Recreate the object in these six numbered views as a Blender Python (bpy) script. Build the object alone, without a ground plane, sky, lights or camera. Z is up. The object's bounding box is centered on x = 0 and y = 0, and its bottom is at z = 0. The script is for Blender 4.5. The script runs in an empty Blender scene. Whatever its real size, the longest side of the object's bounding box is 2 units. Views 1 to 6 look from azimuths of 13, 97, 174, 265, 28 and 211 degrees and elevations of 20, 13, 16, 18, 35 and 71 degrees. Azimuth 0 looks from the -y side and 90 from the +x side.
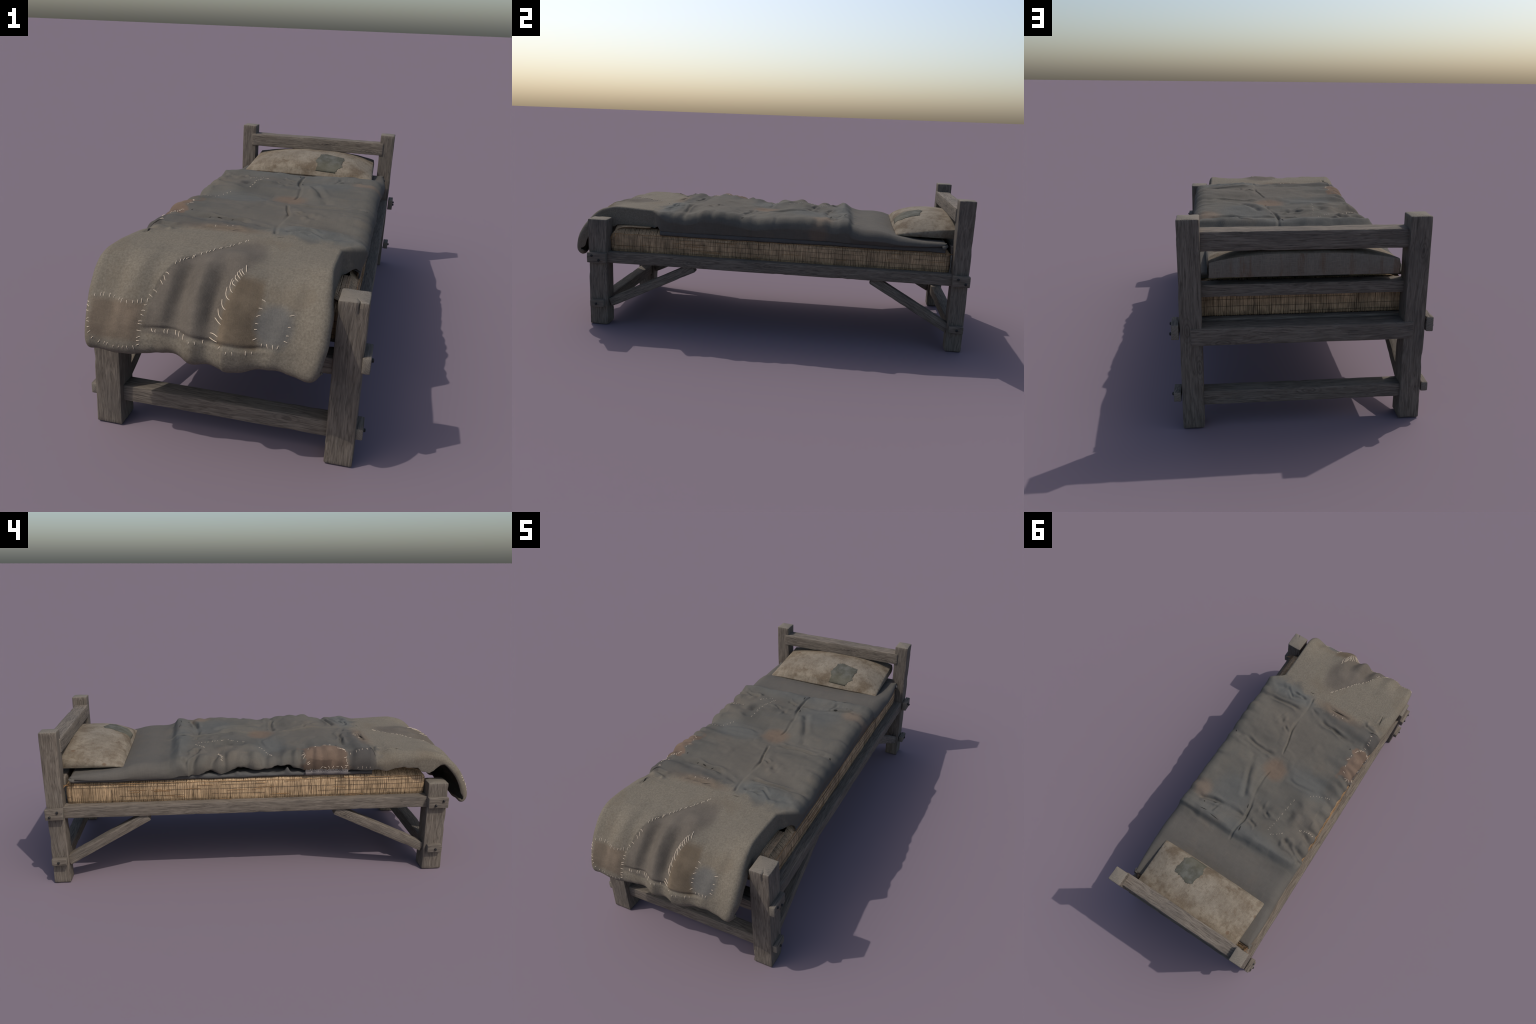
import bpy, math, random
import numpy as np
from mathutils import Vector, Matrix
from mathutils.bvhtree import BVHTree

random.seed(7)
RNG = np.random.default_rng(7)
COL = bpy.context.scene.collection

# ------------------------------------------------------------------ helpers
def lattice(ix, iy, iz, seed):
    h = (ix.astype(np.int64) * 374761393 + iy.astype(np.int64) * 668265263 + iz.astype(np.int64) * 2147483647 + seed * 974711) & 0xFFFFFFFF
    h = ((h ^ (h >> 13)) * 1274126177) & 0xFFFFFFFF
    h = (h ^ (h >> 16)) & 0xFFFF
    return h / 32767.5 - 1.0

def noise(x, y, z=0.0, seed=0, octaves=1):
    """smooth value noise in -1..1"""
    x, y, z = np.broadcast_arrays(np.asarray(x, float), np.asarray(y, float), np.asarray(z, float))
    out, amp, tot = np.zeros(x.shape), 1.0, 0.0
    for o in range(octaves):
        f = 2.0 ** o
        X, Y, Z = x * f + 31.7 * o, y * f + 11.3 * o, z * f + 5.1 * o
        ix, iy, iz = np.floor(X), np.floor(Y), np.floor(Z)
        fx, fy, fz = X - ix, Y - iy, Z - iz
        fx, fy, fz = (t * t * t * (t * (6 * t - 15) + 10) for t in (fx, fy, fz))
        v = 0
        for dx in (0, 1):
            for dy in (0, 1):
                for dz in (0, 1):
                    w = (fx if dx else 1 - fx) * (fy if dy else 1 - fy) * (fz if dz else 1 - fz)
                    v = v + w * lattice(ix + dx, iy + dy, iz + dz, seed + o * 17)
        out = out + amp * v
        tot += amp
        amp *= 0.5
    return out / tot

def smooth(a, b, t):
    t = np.clip((t - a) / (b - a), 0, 1)
    return t * t * (3 - 2 * t)

def curve(pts, t):
    """monotone-x piecewise curve with rounded joints through control points"""
    p = sorted(pts)
    xs, ys = np.array([q[0] for q in p]), np.array([q[1] for q in p])
    m = np.gradient(ys, xs)
    d = np.diff(ys) / np.diff(xs)
    for i in range(1, len(xs) - 1):
        m[i] = 0 if d[i - 1] * d[i] <= 0 else 2 * d[i - 1] * d[i] / (d[i - 1] + d[i])
    m[0], m[-1] = d[0], d[-1]
    t = np.clip(t, xs[0], xs[-1])
    k = np.clip(np.searchsorted(xs, t) - 1, 0, len(xs) - 2)
    h = xs[k + 1] - xs[k]
    s = (t - xs[k]) / h
    return ((2 * s**3 - 3 * s**2 + 1) * ys[k] + (s**3 - 2 * s**2 + s) * h * m[k]
            + (-2 * s**3 + 3 * s**2) * ys[k + 1] + (s**3 - s**2) * h * m[k + 1])

def polydist(x, y, pts):
    best, side = np.full(x.shape, 9.0), np.zeros(x.shape)
    along = np.zeros(x.shape)
    L = 0.0
    for (ax, ay), (bx, by) in zip(pts[:-1], pts[1:]):
        ux, uy = bx - ax, by - ay
        l2 = ux * ux + uy * uy
        t = np.clip(((x - ax) * ux + (y - ay) * uy) / l2, 0, 1)
        d = np.hypot(x - ax - t * ux, y - ay - t * uy)
        s = np.sign(ux * (y - ay) - uy * (x - ax))
        m = d < best
        best, side = np.where(m, d, best), np.where(m, s, side)
        along = np.where(m, L + t * math.sqrt(l2), along)
        L += math.sqrt(l2)
    return best, side, along / L

def obj_from(name, verts, faces, mats, parent, face_mat=None, angle=None, kind=None):
    me = bpy.data.meshes.new(name)
    me.from_pydata([tuple(v) for v in verts], [], [tuple(f) for f in faces])
    for m in mats:
        me.materials.append(m)
    if face_mat is not None:
        me.polygons.foreach_set("material_index", np.asarray(face_mat, np.int32))
    me.polygons.foreach_set("use_smooth", np.ones(len(me.polygons), bool))
    me.update()
    if angle is not None:
        me.set_sharp_from_angle(angle=math.radians(angle))
    o = bpy.data.objects.new(name, me)
    COL.objects.link(o)
    o.parent = parent
    if kind:
        o["kind"] = kind
    return o

# ------------------------------------------------------------------ node helpers
class Nodes:
    def __init__(self, name):
        self.mat = bpy.data.materials.new(name)
        self.mat.use_nodes = True
        self.t = self.mat.node_tree
        self.t.nodes.clear()
        self.out = self.t.nodes.new("ShaderNodeOutputMaterial")
        self.b = self.t.nodes.new("ShaderNodeBsdfPrincipled")
        self.t.links.new(self.b.outputs[0], self.out.inputs[0])
        self.co = self.t.nodes.new("ShaderNodeTexCoord").outputs["Object"]
        sep = self.t.nodes.new("ShaderNodeSeparateXYZ")
        self.link(self.co, sep.inputs[0])
        self.x, self.y, self.z = sep.outputs

    def link(self, v, socket):
        if isinstance(v, bpy.types.NodeSocket):
            self.t.links.new(v, socket)
        else:
            socket.default_value = v

    def m(self, op, a, b=0.0, c=0.0):
        n = self.t.nodes.new("ShaderNodeMath")
        n.operation = op
        for s, v in zip(n.inputs, (a, b, c)):
            self.link(v, s)
        return n.outputs[0]

    def add(self, a, b): return self.m("ADD", a, b)
    def sub(self, a, b): return self.m("SUBTRACT", a, b)
    def mul(self, a, b): return self.m("MULTIPLY", a, b)
    def mx(self, a, b): return self.m("MAXIMUM", a, b)
    def mn(self, a, b): return self.m("MINIMUM", a, b)
    def ab(self, a): return self.m("ABSOLUTE", a)

    def ss(self, v, a, b, lo=0.0, hi=1.0):
        n = self.t.nodes.new("ShaderNodeMapRange")
        n.interpolation_type = "SMOOTHSTEP"
        if a > b:
            a, b, lo, hi = b, a, hi, lo
        for s, q in zip(n.inputs[:5], (v, a, b, lo, hi)):
            self.link(q, s)
        return n.outputs[0]

    def vec(self, x, y, z):
        n = self.t.nodes.new("ShaderNodeCombineXYZ")
        for s, v in zip(n.inputs, (x, y, z)):
            self.link(v, s)
        return n.outputs[0]

    def noise(self, scale, detail=4, rough=0.55, stretch=(1, 1, 1), vec=None, distort=0.0, offset=(0, 0, 0)):
        mp = self.t.nodes.new("ShaderNodeMapping")
        self.link(vec or self.co, mp.inputs[0])
        mp.inputs["Scale"].default_value = stretch
        self.link(offset if isinstance(offset, bpy.types.NodeSocket) else tuple(offset), mp.inputs["Location"])
        n = self.t.nodes.new("ShaderNodeTexNoise")
        self.link(mp.outputs[0], n.inputs["Vector"])
        n.inputs["Scale"].default_value = scale
        n.inputs["Detail"].default_value = detail
        n.inputs["Roughness"].default_value = rough
        n.inputs["Distortion"].default_value = distort
        return n.outputs["Fac"]

    def mix(self, f, a, b, mode="MIX"):
        n = self.t.nodes.new("ShaderNodeMix")
        n.data_type, n.blend_type = "RGBA", mode
        self.link(f, n.inputs[0])
        for s, v in ((n.inputs[6], a), (n.inputs[7], b)):
            self.link((*v, 1) if isinstance(v, tuple) and len(v) == 3 else v, s)
        return n.outputs[2]

    def scale(self, col, f):
        g = self.vec(f, f, f)
        return self.mix(1.0, col, g, "MULTIPLY")

    def fcurve(self, v, pts, lo, hi):
        """value of a curve through pts (t, value); t within lo..hi, value within -1..1"""
        n = self.t.nodes.new("ShaderNodeFloatCurve")
        c = n.mapping.curves[0]
        pp = [((t - lo) / (hi - lo), q * 0.5 + 0.5) for t, q in sorted(pts)]
        while len(c.points) < len(pp):
            c.points.new(0.5, 0.5)
        for q, (a, b) in zip(c.points, pp):
            q.location = (a, b)
            q.handle_type = "VECTOR"
        n.mapping.update()
        t = self.ss_lin(v, lo, hi)
        self.link(t, n.inputs["Value"])
        return self.sub(self.mul(n.outputs[0], 2.0), 1.0)

    def ss_lin(self, v, a, b, lo=0.0, hi=1.0):
        n = self.t.nodes.new("ShaderNodeMapRange")
        for s, q in zip(n.inputs[:5], (v, a, b, lo, hi)):
            self.link(q, s)
        return n.outputs[0]

    def box(self, u, v, u0, u1, v0, v1, soft, wob=0.0):
        """soft rectangle mask; wob is a socket added to the distance"""
        d = self.mx(self.mx(self.sub(u0, u), self.sub(u, u1)), self.mx(self.sub(v0, v), self.sub(v, v1)))
        d = self.add(d, wob)
        return self.ss(d, soft, -soft)

    def ell(self, u, v, cu, cv, ru, rv, soft, wob=0.0):
        a = self.m("POWER", self.mul(self.sub(u, cu), 1 / ru), 2.0)
        b = self.m("POWER", self.mul(self.sub(v, cv), 1 / rv), 2.0)
        r = self.add(self.m("SQRT", self.add(a, b)), wob)
        return self.ss(r, 1 + soft, 1 - soft)

    def bump(self, h, strength, dist):
        n = self.t.nodes.new("ShaderNodeBump")
        n.inputs["Strength"].default_value = strength
        n.inputs["Distance"].default_value = dist
        self.link(h, n.inputs["Height"])
        self.t.links.new(n.outputs[0], self.b.inputs["Normal"])

    def done(self, col, rough=0.9, spec=0.25):
        self.link(col, self.b.inputs["Base Color"])
        self.link(rough, self.b.inputs["Roughness"])
        self.b.inputs["Specular IOR Level"].default_value = spec
        return self.mat

# ------------------------------------------------------------------ materials
def wood_material():
    k = Nodes("weathered_wood")
    info = k.t.nodes.new("ShaderNodeObjectInfo")
    off = k.vec(k.mul(info.outputs["Random"], 37.0), k.mul(info.outputs["Random"], 11.0), k.mul(info.outputs["Random"], 5.0))
    # warped coordinates so the grain flows round knots
    warp = k.noise(7, 2, 0.5, (0.5, 1, 1), offset=off)
    wv = k.mul(k.sub(warp, 0.5), 0.030)
    vec = k.vec(k.x, k.add(k.y, wv), k.add(k.z, wv))
    # sparse knots
    kn = k.t.nodes.new("ShaderNodeTexVoronoi")
    mp = k.t.nodes.new("ShaderNodeMapping")
    k.link(vec, mp.inputs[0])
    k.link(off, mp.inputs["Location"])
    mp.inputs["Scale"].default_value = (4.5, 13, 13)
    k.link(mp.outputs[0], kn.inputs["Vector"])
    kn.inputs["Scale"].default_value = 1.0
    kd = kn.outputs["Distance"]
    knot = k.ss(kd, 0.34, 0.05)
    ring = k.m("SINE", k.mul(kd, 70.0))
    fine = k.noise(1, 5, 0.62, (17, 310, 310), vec, 0.5, off)
    mid = k.noise(1, 4, 0.55, (10, 150, 150), vec, 0.6, off)
    broad = k.noise(9, 3, 0.5, (0.5, 1, 1), offset=off)
    col = k.mix(k.ss(mid, 0.34, 0.68), (0.108, 0.089, 0.070), (0.170, 0.142, 0.113))
    col = k.mix(k.mul(k.ss(fine, 0.50, 0.66), 0.75), col, (0.050, 0.041, 0.033))
    col = k.mix(k.mul(k.ss(fine, 0.46, 0.30), 0.6), col, (0.205, 0.174, 0.140))
    col = k.mix(k.mul(k.ss(broad, 0.50, 0.72), 0.35), col, (0.075, 0.066, 0.058))
    col = k.mix(k.mul(k.ss(broad, 0.46, 0.25), 0.25), col, (0.150, 0.138, 0.118))
    kk = k.mul(knot, k.ss(ring, 0.0, 0.9))
    col = k.mix(k.mul(kk, 0.55), col, (0.055, 0.045, 0.037))
    col = k.mix(k.mul(k.ss(kd, 0.10, 0.03), 0.6), col, (0.05, 0.04, 0.033))
    h = k.add(k.mul(fine, -1.0), k.add(k.mul(mid, 0.5), k.mul(kk, -0.3)))
    k.bump(h, 0.55, 0.004)
    return k.done(col, 0.85, 0.25)

def endgrain_material():
    k = Nodes("end_grain_wood")
    info = k.t.nodes.new("ShaderNodeObjectInfo")
    off = k.vec(0.0, k.mul(info.outputs["Random"], 0.05), k.mul(info.outputs["Random"], 0.07))
    n = k.noise(18, 4, 0.6)
    cy = k.add(k.add(k.y, 0.035), k.mul(k.sub(n, 0.5), 0.06))
    cz = k.add(k.add(k.z, -0.05), k.mul(info.outputs["Random"], 0.03))
    r = k.m("SQRT", k.add(k.mul(cy, cy), k.mul(cz, cz)))
    ring = k.m("SINE", k.mul(r, 900.0))
    g = k.noise(160, 3, 0.6)
    col = k.mix(k.ss(ring, -0.8, 1.0), (0.140, 0.121, 0.097), (0.168, 0.146, 0.118))
    col = k.mix(k.mul(k.ss(g, 0.55, 0.8), 0.6), col, (0.07, 0.06, 0.05))
    k.bump(g, 0.25, 0.002)
    return k.done(col, 0.9, 0.2)

def iron_material():
    k = Nodes("black_iron")
    g = k.noise(300, 3)
    col = k.mix(g, (0.012, 0.012, 0.013), (0.03, 0.028, 0.027))
    k.b.inputs["Metallic"].default_value = 0.4
    return k.done(col, 0.6, 0.4)

def cloth_blanket_material():
    k = Nodes("patched_wool_cloth")
    x, y, z = k.x, k.y, k.z
    w = k.sub(k.add(y, z), 0.59)                      # distance along the cloth, also down the drape
    n1 = k.sub(k.noise(9, 3, 0.55), 0.5)              # broad wobble
    n2 = k.sub(k.noise(40, 3, 0.55, offset=(3, 7, 1)), 0.5)
    n3 = k.sub(k.noise(4.5, 3, 0.5, offset=(9, 2, 4)), 0.5)
    wob = k.add(k.mul(n1, 0.03), k.mul(n2, 0.015))
    ewob = k.add(k.mul(n1, 0.8), k.mul(n2, 0.25))
    # grey body
    grey = k.mix(k.ss(n3, -0.20, 0.20), (0.095, 0.089, 0.078), (0.124, 0.113, 0.096))
    grey = k.mix(k.mul(k.ss(n1, 0.02, 0.25), 0.5), grey, (0.096, 0.093, 0.085))
    bluish = k.mx(k.ell(x, y, -0.20, -0.05, 0.17, 0.07, 0.5, ewob), k.mx(k.ell(x, y, 0.16, 0.25, 0.10, 0.12, 0.6, ewob), k.ell(x, y, 0.0, 0.40, 0.33, 0.05, 0.6, ewob)))
    grey = k.mix(k.mul(bluish, 0.6), grey, (0.096, 0.099, 0.096))
    warm = k.mx(k.ell(x, y, -0.28, 0.22, 0.08, 0.13, 0.6, ewob), k.ell(x, y, 0.05, -0.25, 0.22, 0.16, 0.6, ewob))
    grey = k.mix(k.mul(warm, 0.45), grey, (0.118, 0.103, 0.086))
    head = k.ss(k.add(y, wob), 0.42, 0.50)
    grey = k.mix(k.mul(head, 0.7), grey, (0.097, 0.089, 0.080))
    dk = k.mx(k.ell(x, y, -0.175, 0.15, 0.045, 0.10, 0.7, k.mul(ewob, 0.6)), k.ell(x, y, -0.31, -0.10, 0.05, 0.08, 0.7, ewob))
    grey = k.mix(k.mul(dk, 0.55), grey, (0.068, 0.066, 0.060))
    # tan foot part
    fz = k.noise(150, 4, 0.6)
    tan = k.mix(k.ss(fz, 0.25, 0.75), (0.136, 0.117, 0.089), (0.187, 0.162, 0.126))
    tan = k.mix(k.mul(k.ss(n3, -0.05, 0.25), 0.35), tan, (0.148, 0.130, 0.104))
    edge_y = k.fcurve(x, [(-0.42, -0.525), (-0.27, -0.55), (-0.18, -0.51), (-0.09, -0.495), (0.05, -0.49), (0.07, -0.515), (0.17, -0.535), (0.26, -0.55), (0.33, -0.55)], -0.42, 0.40)
    d = k.sub(k.add(y, wob), edge_y)
    d = k.add(d, k.mul(k.sub(k.noise(22, 4, 0.6, offset=(1, 4, 8)), 0.5), 0.13))
    tanmask = k.ss(d, 0.032, -0.022)
    bluecross = k.mul(k.ell(x, y, 0.20, -0.475, 0.14, 0.05, 0.5, ewob), 0.7)
    grey = k.mix(bluecross, grey, (0.104, 0.108, 0.104))
    dkb = k.mul(k.ss(k.ab(k.add(y, 0.46)), 0.06, 0.02), k.ss(x, 0.10, 0.0))
    grey = k.mix(k.mul(dkb, 0.55), grey, (0.073, 0.071, 0.067))
    blot = k.noise(6.5, 4, 0.6, offset=(5, 9, 2))
    grey = k.mix(k.mul(k.ss(blot, 0.54, 0.72), 0.28), grey, (0.128, 0.106, 0.084))
    grey = k.mix(1.0, grey, (1.01, 1.0, 0.975), "MULTIPLY")
    tan = k.mix(k.mul(k.ss(blot, 0.50, 0.68), 0.4), tan, (0.138, 0.110, 0.078))
    col = k.mix(tanmask, grey, tan)
    rust = k.ell(x, y, -0.10, -0.505, 0.13, 0.03, 0.6, ewob)
    col = k.mix(k.mul(rust, 0.55), col, (0.130, 0.095, 0.068))
    # dark triangular panel between the two seams on the drape
    xs = k.fcurve(w, [(-1.25, -0.21), (-1.10, -0.205), (-1.02, -0.198), (-0.93, -0.185), (-0.85, -0.163), (-0.79, -0.140), (-0.734, -0.09), (-0.67, -0.045), (-0.58, 0.02)], -1.25, -0.50)
    xr = k.fcurve(w, [(-1.25, 0.02), (-1.13, 0.012), (-1.0, 0.02), (-0.9, 0.04), (-0.80, 0.07), (-0.70, 0.09), (-0.60, 0.06)], -1.25, -0.50)
    xj = k.add(x, k.mul(n2, 0.012))
    panel = k.mul(k.ss(k.sub(xj, xs), -0.006, 0.010), k.ss(k.sub(xj, xr), 0.035, -0.02))
    panel = k.mul(panel, k.mul(k.ss(k.add(w, k.mul(n2, 0.02)), -1.152, -1.135), k.ss(w, -0.55, -0.66)))
    pcol = k.mix(k.ss(n1, -0.2, 0.2), (0.092, 0.078, 0.064), (0.122, 0.104, 0.085))
    pcol = k.mix(k.mul(k.ss(fz, 0.4, 0.7), 0.3), pcol, (0.132, 0.115, 0.093))
    col = k.mix(k.mul(panel, 0.9), col, pcol)
    # brown patch beside the long stitches
    bw = k.mul(wob, 0.7)
    lb = k.fcurve(w, [(-1.25, 0.015), (-1.13, 0.015), (-1.0, 0.022), (-0.9, 0.045), (-0.82, 0.06)], -1.25, -0.7)
    bpm = k.mul(k.ss(k.sub(x, lb), -0.006, 0.012), k.ss(k.add(x, bw), 0.135, 0.115))
    bpm = k.mul(bpm, k.mul(k.ss(w, -0.84, -0.90), k.ss(k.add(w, bw), -1.16, -1.14)))
    bcol = k.mix(k.ss(n1, -0.2, 0.25), (0.104, 0.078, 0.052), (0.178, 0.135, 0.090))
    col = k.mix(k.mul(bpm, 0.85), col, bcol)
    # blue-grey patch
    blu = k.ell(x, w, 0.170, -1.045, 0.050, 0.078, 0.35, k.mul(ewob, 0.6))
    col = k.mix(k.mul(blu, 0.85), col, k.mix(fz, (0.098, 0.095, 0.088), (0.130, 0.124, 0.113)))
    # brown square patch at the left corner
    lp = k.box(x, w, -0.374, -0.212, -1.182, -1.035, 0.016, k.mul(wob, 0.9))
    lcol = k.mix(k.ss(n1, -0.2, 0.25), (0.112, 0.086, 0.062), (0.172, 0.130, 0.094))
    col = k.mix(k.mul(lp, 0.8), col, lcol)
    # brown spot in the middle
    sp = k.ell(x, y, 0.030, -0.018, 0.066, 0.060, 0.42, k.mul(ewob, 0.9))
    col = k.mix(k.mul(sp, 0.78), col, k.mix(fz, (0.132, 0.092, 0.064), (0.162, 0.116, 0.083)))
    # rusty spots at the right edge
    so = k.mx(k.ell(x, y, 0.315, 0.30, 0.045, 0.05, 0.5, ewob), k.mul(k.ell(k.z, y, 0.53, 0.28, 0.05, 0.04, 0.5, ewob), k.ss(x, 0.33, 0.37)))
    col = k.mix(k.mul(so, 0.7), col, (0.158, 0.119, 0.088))
    # orange-brown patch and dark patch on the left edge
    sl = k.add(x, k.mul(n2, 0.03))
    pl = k.box(k.mul(x, -1.0), y, 0.285, 0.60, -0.383, -0.175, 0.012, k.add(k.add(k.mul(n1, 0.10), k.mul(n2, 0.04)), k.mul(k.m("SINE", k.mul(y, 95.0)), 0.009)))
    ocol = k.mix(k.ss(n1, -0.25, 0.2), (0.108, 0.075, 0.054), (0.162, 0.112, 0.080))
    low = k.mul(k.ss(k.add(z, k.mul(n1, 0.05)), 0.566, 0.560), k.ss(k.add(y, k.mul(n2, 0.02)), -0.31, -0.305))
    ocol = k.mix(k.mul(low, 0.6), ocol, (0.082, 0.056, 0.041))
    col = k.mix(k.mul(pl, 0.92), col, ocol)
    dp = k.mul(k.box(k.mul(x, -1.0), y, 0.325, 0.60, -0.515, -0.392, 0.006, k.mul(wob, 0.5)), k.ss(pl, 0.8, 0.2))
    col = k.mix(k.mul(dp, 0.75), col, (0.064, 0.058, 0.053))
    # small tears drawn as near-black marks, the shade inside them painted on
    for (cx, cy, rx, ry, a) in ((-0.094, -0.508, 0.050, 0.0022, 0.06), (-0.333, -0.600, 0.0022, 0.030, 0.15), (0.352, -0.092, 0.004, 0.007, 0.4), (0.165, 0.408, 0.026, 0.0022, -0.1), (0.240, 0.402, 0.020, 0.0020, 0.15), (0.262, 0.362, 0.004, 0.003, 0.3),
                                (-0.105, -0.396, 0.007, 0.0018, 0.5), (-0.150, -0.388, 0.010, 0.0014, -0.3), (-0.19, -0.382, 0.005, 0.0016, 0.2), (-0.27, -0.345, 0.003, 0.005, 0.0), (0.010, 0.385, 0.0035, 0.014, 0.1), (0.042, 0.255, 0.0026, 0.012, 0.3), (-0.34, -0.505, 0.030, 0.0024, 0.35), (0.21, 0.335, 0.010, 0.003, 0.3), (0.10, -0.535, 0.012, 0.002, 0.2)):
        u = k.sub(x, cx); v_ = k.sub(y, cy)
        uu = k.add(k.mul(u, math.cos(a)), k.mul(v_, math.sin(a)))
        vv = k.sub(k.mul(v_, math.cos(a)), k.mul(u, math.sin(a)))
        col = k.mix(k.mul(k.ell(uu, vv, 0.0, 0.0, rx, ry, 0.35, k.mul(n2, 0.7)), 0.85), col, (0.010, 0.009, 0.008))
    # weave and fuzz
    wx = k.m("SINE", k.mul(k.add(x, k.mul(n2, 0.004)), 1900.0))
    wy = k.m("SINE", k.mul(k.add(w, k.mul(n2, 0.004)), 1900.0))
    weave = k.mul(k.add(wx, wy), 0.5)
    grain = k.noise(420, 3, 0.6)
    th1 = k.noise(1, 3, 0.6, (25, 420, 25))
    th2 = k.noise(1, 3, 0.6, (420, 25, 60))
    tone = k.add(0.89, k.add(k.mul(k.sub(grain, 0.5), 0.35), k.mul(k.sub(k.mx(th1, th2), 0.5), 0.45)))
    col = k.scale(col, tone)
    k.bump(k.add(k.mul(weave, 0.12), k.add(grain, k.mul(fz, k.mul(tanmask, 1.0)))), 0.30, 0.003)
    k.b.inputs["Sheen Weight"].default_value = 0.0
    return k.done(col, 0.95, 0.12)

def cloth_under_material():
    k = Nodes("grey_under_cloth")
    n1 = k.noise(10, 3)
    th = k.noise(1, 3, 0.6, (60, 60, 420))
    col = k.mix(n1, (0.066, 0.064, 0.061), (0.096, 0.092, 0.086))
    pale = k.mul(k.box(k.mul(k.x, -1.0), k.y, 0.30, 0.60, -0.385, -0.19, 0.02, k.mul(k.sub(n1, 0.5), 0.03)), 0.9)
    col = k.mix(pale, col, (0.165, 0.148, 0.140))
    col = k.scale(col, k.ss_lin(th, 0.3, 0.7, 0.85, 1.12))
    k.bump(th, 0.2, 0.003)
    return k.done(col, 0.95, 0.1)

def frayed_material():
    k = Nodes("pale_frayed_cloth")
    n = k.noise(120, 3)
    return k.done(k.mix(n, (0.115, 0.102, 0.098), (0.19, 0.170, 0.160)), 0.95, 0.1)

def straw_material(name, base, tie):
    k = Nodes(name)
    st = k.noise(1, 2, 0.5, (330, 330, 7))
    st2 = k.noise(1, 2, 0.5, (120, 120, 2), offset=(3, 1, 2))
    band = k.noise(1, 2, 0.5, (10, 10, 2.5), offset=(7, 5, 2))
    row = k.noise(1, 2, 0.5, (25, 25, 45))
    col = k.mix(k.ss(st, 0.33, 0.68), tuple(c * 0.76 for c in base), tuple(min(1, c * 1.30) for c in base))
    col = k.mix(k.mul(k.ss(st2, 0.54, 0.72), 0.35), col, (0.12, 0.075, 0.042))
    col = k.scale(col, k.ss(band, 0.38, 0.60, 0.78, 1.08))
    col = k.scale(col, k.ss(row, 0.30, 0.65, 0.82, 1.10))
    return k.done(col, 0.75, 0.25)

def plain_material(name, a, b, rough, scale):
    k = Nodes(name)
    return k.done(k.mix(k.noise(scale, 3), a, b), rough, 0.2)

def pillow_material(back=False):
    k = Nodes("stained_linen_back" if back else "stained_linen")
    n1 = k.noise(11, 4, 0.6)
    n2 = k.noise(34, 4, 0.65, offset=(2, 5, 1))
    n3 = k.noise(5, 2, 0.5, offset=(8, 1, 3))
    if back:
        streak = k.noise(1, 3, 0.6, (40, 40, 3))
        col = k.mix(n1, (0.125, 0.108, 0.086), (0.190, 0.162, 0.128))
        col = k.mix(k.mul(k.ss(streak, 0.52, 0.70), 0.6), col, (0.125, 0.074, 0.045))
        col = k.mix(k.mul(k.ss(streak, 0.42, 0.25), 0.35), col, (0.185, 0.172, 0.150))
    else:
        col = k.mix(k.ss(n1, 0.33, 0.62), (0.112, 0.084, 0.056), (0.205, 0.172, 0.128))
        pale = k.ell(k.x, k.y, 0.0, 0.78, 0.36, 0.085, 0.7, k.mul(k.sub(n3, 0.5), 1.2))
        col = k.mix(k.mul(pale, 0.55), col, (0.205, 0.180, 0.143))
        back_band = k.ss(k.y, 0.86, 0.96)  # darker brown band toward the pillow's back edge
        col = k.mix(k.mul(back_band, k.ss(n1, 0.3, 0.7, 0.25, 0.8)), col, (0.112, 0.090, 0.066))
        col = k.mix(k.mul(k.ss(n2, 0.50, 0.70), 0.5), col, (0.100, 0.071, 0.045))
        n4 = k.noise(60, 4, 0.7, offset=(4, 4, 4))
        col = k.mix(k.mul(k.ss(n4, 0.54, 0.66), 0.22), col, (0.082, 0.060, 0.040))
        col = k.mix(k.mul(k.ss(n4, 0.46, 0.32), 0.2), col, (0.250, 0.222, 0.178))
        v = k.t.nodes.new("ShaderNodeTexVoronoi")
        k.link(k.co, v.inputs["Vector"])
        v.inputs["Scale"].default_value = 13
        d = k.add(v.outputs["Distance"], k.mul(k.sub(n2, 0.5), 0.25))
        col = k.mix(k.mul(k.ss(d, 0.17, 0.05), 0.65), col, (0.105, 0.060, 0.034))
    th = k.noise(1, 3, 0.6, (420, 40, 60))
    th2 = k.noise(1, 3, 0.6, (40, 420, 420))
    g = k.mx(th, th2)
    col = k.scale(col, k.ss_lin(g, 0.35, 0.8, 0.74, 1.22))
    k.bump(k.add(g, k.mul(n2, 0.6)), 0.3, 0.003)
    return k.done(col, 0.93, 0.15)

def pillow_patch_material():
    k = Nodes("green_grey_patch_cloth")
    n1 = k.noise(22, 3)
    th = k.mx(k.noise(1, 3, 0.6, (420, 40, 60)), k.noise(1, 3, 0.6, (40, 420, 420)))
    col = k.mix(k.ss(n1, 0.35, 0.65), (0.066, 0.064, 0.050), (0.102, 0.101, 0.086))
    front = k.ss(k.y, 0.73, 0.66)
    col = k.mix(k.mul(front, 0.5), col, (0.098, 0.088, 0.058))
    col = k.scale(col, k.ss_lin(th, 0.35, 0.8, 0.82, 1.15))
    k.bump(th, 0.3, 0.003)
    return k.done(col, 0.93, 0.15)

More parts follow.
